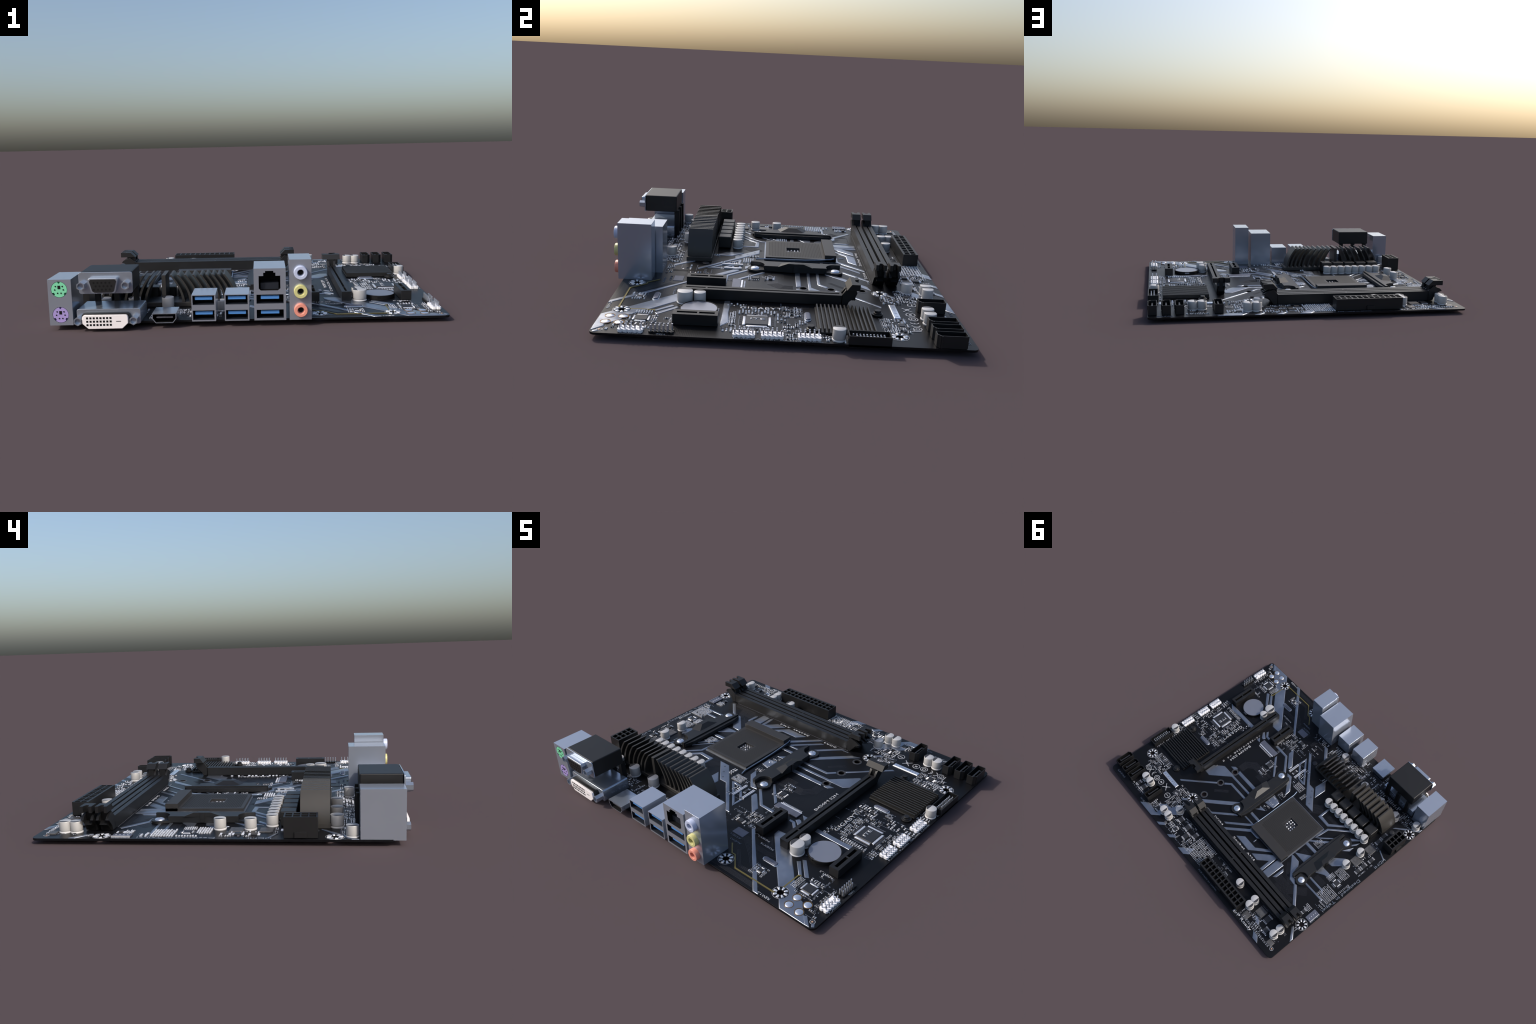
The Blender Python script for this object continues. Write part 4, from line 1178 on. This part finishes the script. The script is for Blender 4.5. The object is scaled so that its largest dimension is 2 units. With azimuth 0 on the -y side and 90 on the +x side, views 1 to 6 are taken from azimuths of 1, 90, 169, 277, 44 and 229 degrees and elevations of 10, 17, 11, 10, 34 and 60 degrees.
# ---------------------------------------------- swarms of tiny soldered parts
def tiny(mb, cx, cy, along, L, w, h, dense):
    """one soldered part: mostly a body between two bright ends, now and then
    a pair of bare pads, a dark block or a row of short legs"""
    def put_(u, l, ww, hh, key, ins, v=0.0):
        if along == 'x': mb.frustum(cx+u, cy+v, l, ww, Z0, Z0+hh, ins, key)
        else: mb.frustum(cx+v, cy+u, ww, l, Z0, Z0+hh, ins, key)
    k = rng.random()
    if dense or k < 0.58:
        e = L*rng.uniform(0.26, 0.36); sc = 1.0 if dense else rng.uniform(0.72, 1.12); w2 = w*sc
        put_(-L/2+e/2, e, w2*1.05, h, 'solder', min(e,w2)*0.28); put_(L/2-e/2, e, w2*1.05, h, 'solder', min(e,w2)*0.28)
        put_(0, L-2*e, w2*0.9, h*0.85, 'smd' if rng.random() < 0.5 else 'chip', w2*0.12)
    elif k < 0.72:
        for u in (-L*0.3, L*0.3): put_(u, L*0.26, w*0.8, 0.0016, 'solder', w*0.2)
    elif k < 0.84:
        put_(0, L*0.62, w*1.25, h*1.1, 'chip', w*0.15)
        for u in (-L*0.40, L*0.40):
            for v in (-w*0.40, w*0.40): put_(u, L*0.16, w*0.3, h*0.45, 'solder', w*0.05, v)
    elif k < 0.93:
        put_(0, L*0.85, w*1.15, h*0.9, 'smd', w*0.2)
    else:
        put_(0, w*0.75, w*0.75, 0.002, 'solder', w*0.2)

#  x0, x1, y0, y1, pitch along x, pitch along y, orientation, fill
SWARMS_BACK = [
    (0.200,0.330,0.795,0.850,0.017,0.020,'y',0.85), (0.020,0.200,0.820,0.856,0.015,0.017,'y',0.75), (0.110,0.260,0.690,0.712,0.018,0.014,'x',0.6),
    (-0.146,0.040,0.690,0.850,0.0135,0.0165,'y',0.92), (0.150,0.320,0.752,0.772,0.016,0.016,'x',0.55), (0.030,0.110,0.752,0.812,0.016,0.017,'y',0.7),
    (-0.330,-0.150,0.690,0.742,0.020,0.015,'x',0.45), (0.300,0.470,0.630,0.735,0.0145,0.0155,'y',0.82), (0.400,0.500,0.545,0.640,0.0145,0.0140,'x',0.72),
    (0.470,0.530,0.770,0.835,0.017,0.018,'y',0.75), (-0.925,-0.670,0.830,0.850,0.0155,0.014,'y',0.92), (-0.860,-0.680,0.795,0.826,0.0165,0.017,'y',0.6),
    (-0.760,-0.670,0.756,0.790,0.018,0.017,'y',0.5), (-0.945,-0.905,0.690,0.760,0.016,0.018,'x',0.5), (-0.660,-0.600,0.780,0.845,0.018,0.020,'y',0.4),
    (0.635,0.775,0.816,0.834,0.0135,0.015,'x',0.85), (0.640,0.770,0.752,0.770,0.020,0.014,'x',0.45),
]
SWARMS_EAST = [
    (0.690,0.855,0.500,0.535,0.0165,0.0155,'y',0.88), (0.690,0.740,0.535,0.620,0.0150,0.0150,'x',0.8), (0.800,0.855,0.540,0.622,0.0155,0.016,'y',0.75), (0.745,0.800,0.542,0.572,0.015,0.014,'x',0.7), (0.745,0.800,0.612,0.630,0.015,0.014,'x',0.6),
    (0.604,0.735,0.040,0.130,0.0170,0.0185,'y',0.70), (0.700,0.800,0.010,0.060,0.0150,0.0160,'x',0.75), (0.795,0.900,0.040,0.112,0.0165,0.0165,'y',0.65), (0.690,0.860,-0.205,-0.178,0.0140,0.0145,'y',0.92),
    (0.880,0.925,-0.235,-0.165,0.0165,0.0170,'x',0.75), (0.905,0.925,-0.140,0.040,0.012,0.0150,'x',0.75), (0.905,0.985,0.052,0.100,0.0190,0.0170,'y',0.6), (0.660,0.716,-0.170,0.010,0.0145,0.0155,'x',0.7),
    (0.905,0.985,0.215,0.255,0.0160,0.0155,'y',0.8), (0.930,0.990,0.300,0.318,0.0150,0.014,'x',0.8), (0.912,0.930,0.255,0.500,0.014,0.0155,'x',0.72), (0.590,0.620,-0.230,-0.140,0.0150,0.0150,'x',0.55),
    (0.880,0.898,-0.150,0.000,0.013,0.014,'x',0.8), (0.769,0.812,0.100,0.150,0.013,0.014,'x',0.55), (0.560,0.600,-0.060,0.030,0.020,0.022,'x',0.25),
]
SWARMS_SOUND = [
    (0.728,0.764,-0.645,-0.562,0.0150,0.0118,'x',0.98), (0.780,0.870,-0.556,-0.535,0.0150,0.0140,'y',0.85), (0.770,0.880,-0.665,-0.645,0.0145,0.0140,'x',0.8), (0.868,0.885,-0.640,-0.560,0.0140,0.0150,'x',0.75),
    (0.905,0.965,-0.740,-0.700,0.0185,0.0190,'x',0.8), (0.908,0.934,-0.690,-0.560,0.0135,0.0125,'x',0.85), (0.880,0.935,-0.560,-0.530,0.0160,0.0160,'x',0.45), (0.500,0.532,-0.706,-0.634,0.0150,0.0140,'x',0.8),
    (0.570,0.588,-0.700,-0.630,0.0140,0.0110,'x',0.9), (0.590,0.680,-0.445,-0.425,0.016,0.016,'x',0.3), (0.800,0.860,-0.500,-0.480,0.018,0.016,'y',0.35),
    (0.183,0.290,-0.398,-0.330,0.0150,0.0165,'y',0.88), (0.252,0.312,-0.450,-0.425,0.0160,0.0160,'x',0.75), (0.085,0.180,-0.376,-0.354,0.0155,0.016,'y',0.35), (0.304,0.314,-0.420,-0.275,0.011,0.0115,'x',0.95),
    (0.136,0.152,-0.470,-0.400,0.0140,0.0140,'x',0.7), (0.225,0.245,-0.466,-0.400,0.0140,0.0140,'x',0.75), (0.272,0.300,-0.345,-0.285,0.0120,0.0140,'x',0.4),
]
SWARMS_CORE = [
    (0.462,0.475,-0.225,0.240,0.013,0.0235,'x',0.85), (0.146,0.232,-0.140,-0.128,0.0150,0.014,'y',0.8), (0.146,0.195,-0.070,0.005,0.0160,0.0180,'y',0.7), (0.165,0.232,-0.055,-0.040,0.0150,0.014,'x',0.7),
    (-0.150,-0.070,-0.185,-0.120,0.0115,0.0125,'x',0.95), (-0.212,-0.180,-0.148,-0.090,0.0165,0.0170,'y',0.9), (-0.105,-0.050,-0.020,0.020,0.0130,0.0130,'y',0.85), (-0.105,-0.045,0.050,0.070,0.0130,0.0135,'x',0.85),
    (-0.060,0.010,-0.165,-0.140,0.020,0.018,'x',0.6), (0.000,0.060,-0.300,-0.280,0.0150,0.0150,'y',0.6), (-0.070,-0.030,-0.310,-0.190,0.018,0.022,'y',0.35), (-0.100,-0.055,0.140,0.170,0.016,0.014,'x',0.5),
    (-0.605,-0.540,0.012,0.084,0.0105,0.0112,'x',0.90), (-0.100,-0.040,0.100,0.120,0.012,0.012,'y',0.5),
]
SWARMS_WEST = [
    (-0.962,-0.850,0.213,0.327,0.0102,0.0125,'x',0.97), (-0.912,-0.815,0.045,0.118,0.0108,0.0125,'x',0.95), (-0.962,-0.950,0.100,0.205,0.012,0.0125,'x',0.95), (-0.847,-0.806,0.126,0.190,0.0105,0.0110,'y',0.92),
    (-0.962,-0.944,-0.140,0.000,0.0130,0.0145,'y',0.75), (-0.965,-0.905,0.335,0.380,0.0175,0.0180,'x',0.8), (-0.917,-0.865,0.420,0.464,0.0135,0.0115,'x',0.9), (-0.965,-0.938,0.600,0.630,0.014,0.014,'y',0.8),
    (-0.268,-0.020,-0.645,-0.540,0.0175,0.0165,'y',0.70), (-0.390,-0.200,-0.668,-0.572,0.0150,0.0155,'x',0.62), (-0.335,-0.150,-0.740,-0.672,0.0155,0.0155,'y',0.62), (-0.500,-0.345,-0.690,-0.580,0.0160,0.0165,'y',0.45),
    (-0.520,-0.500,-0.760,-0.600,0.0150,0.0130,'x',0.7), (-0.930,-0.790,-0.640,-0.560,0.0145,0.0150,'y',0.75), (-0.770,-0.540,-0.640,-0.572,0.0170,0.0165,'y',0.55), (-0.900,-0.820,-0.268,-0.252,0.0130,0.0130,'y',0.8),
    (0.020,0.180,-0.600,-0.560,0.0160,0.0165,'y',0.55), (0.020,0.100,-0.520,-0.440,0.0180,0.0180,'x',0.35), (-0.900,-0.870,-0.200,-0.030,0.014,0.0145,'x',0.45), (-0.210,-0.160,-0.420,-0.330,0.016,0.016,'y',0.45),
]

def build_swarms():
    for group in (SWARMS_BACK, SWARMS_EAST, SWARMS_SOUND, SWARMS_CORE, SWARMS_WEST):
        for (x0,x1,y0,y1,px,py,al,fill) in group:
            mb = MB()
            nx = max(1, round((x1-x0)/px)); ny = max(1, round((y1-y0)/py))
            for i in range(nx):
                for j in range(ny):
                    if rng.random() > fill: continue
                    cx = x0 + (x1-x0)*(i+0.5)/nx; cy = y0 + (y1-y0)*(j+0.5)/ny
                    cx += rng.uniform(-1,1)*px*0.06; cy += rng.uniform(-1,1)*py*0.06
                    if al == 'x': L, w = px*0.88, py*0.58
                    else: L, w = py*0.88, px*0.58
                    tiny(mb, cx, cy, al, L, w, rng.uniform(0.0038,0.0066), fill > 0.89)
            # dim printed outline and part numbers along two sides of the field
            if fill < 0.9 and (x1-x0) > 0.03:
                y = y1 + 0.004
                t = x0
                while t < x1:
                    n_ = rng.choice((2,3,3,4))
                    for q in range(n_):
                        mb.cbox(t+0.0030*q, y, 0.0019, 0.0052, Z0, Z0+0.0007, 'ink_dim')
                    t += 0.0030*n_ + rng.uniform(0.004, 0.016)
                for yy in (y0-0.003,):
                    mb.box(x0, x0+(x1-x0)*rng.uniform(0.4,0.9), yy, yy+0.0014, Z0, Z0+0.0006, 'ink_dim')
            if mb.v:
                ob = put(mb, 'tiny_soldered_part', weld=False); ob['kind'] = 'stuff'

def build_underside():
    # solder stubs and the steel back plate of the cooler stand under the board
    mb = MB()
    mb.prism([(-0.74,-0.14),(0.09,-0.14),(0.09,0.376),(-0.74,0.376)], 0.0165, 0.0199, 'z', 'dull')
    put(mb, 'back_plate', bevel=0.002)
    mb = MB()
    def stub(x, y, h=0.0): mb.lathe(x, y, [(0.0062,ZB-0.0002),(0.0040,ZB-0.006),(0.0025,h)], 'solder', 8)
    for i in range(12):
        for j in range(2): stub(-0.5625+0.036*i, 0.7895+0.0355*j, 0.004)
    for i in range(60):
        stub(-0.80+0.0165*i, 0.560, 0.005); stub(-0.80+0.0165*i, 0.635, 0.005)
    for x, y, k in CANS:
        if abs(x) < 0.86 and y > -0.5 and y < 0.72: stub(x-0.01, y, 0.0); stub(x+0.01, y, 0.0)
    for i in range(32): stub(0.515, -0.43+0.0235*i, 0.005); stub(0.530, -0.43+0.0235*i, 0.005)
    ob = put(mb, 'solder_stub', weld=False); ob['kind'] = 'stuff'

# ====================================================================== main
def main():
    global ROOT
    make_materials()
    M['hole_shade'] = mat('contact_shadow', (0.0055,0.0055,0.0055), 0.7)
    M['lever'] = mat('lever_steel', (0.16,0.21,0.29), 0.38, 0.5)
    ROOT = bpy.data.objects.new('computer_motherboard', None)
    coll.objects.link(ROOT)
    ROOT['label'] = 'black computer motherboard with silver foil art and metal ports'
    ROOT['category'] = 'motherboard'
    build_board(); build_mount_rings(); build_foil(); build_traces(); build_print()
    build_ports(); build_power_heatsink(); build_chipset_heatsink(); build_socket(); build_cooler_frames()
    build_memory_slots(); build_card_slots(); build_power_plugs(); build_drive_ports(); build_headers()
    build_capacitors(); build_chokes(); build_battery(); build_chips(); build_swarms(); build_underside()
    cutters = [o for o in bpy.data.objects if o.name.startswith('cutter')]
    for o in cutters: bpy.data.objects.remove(o)
main()
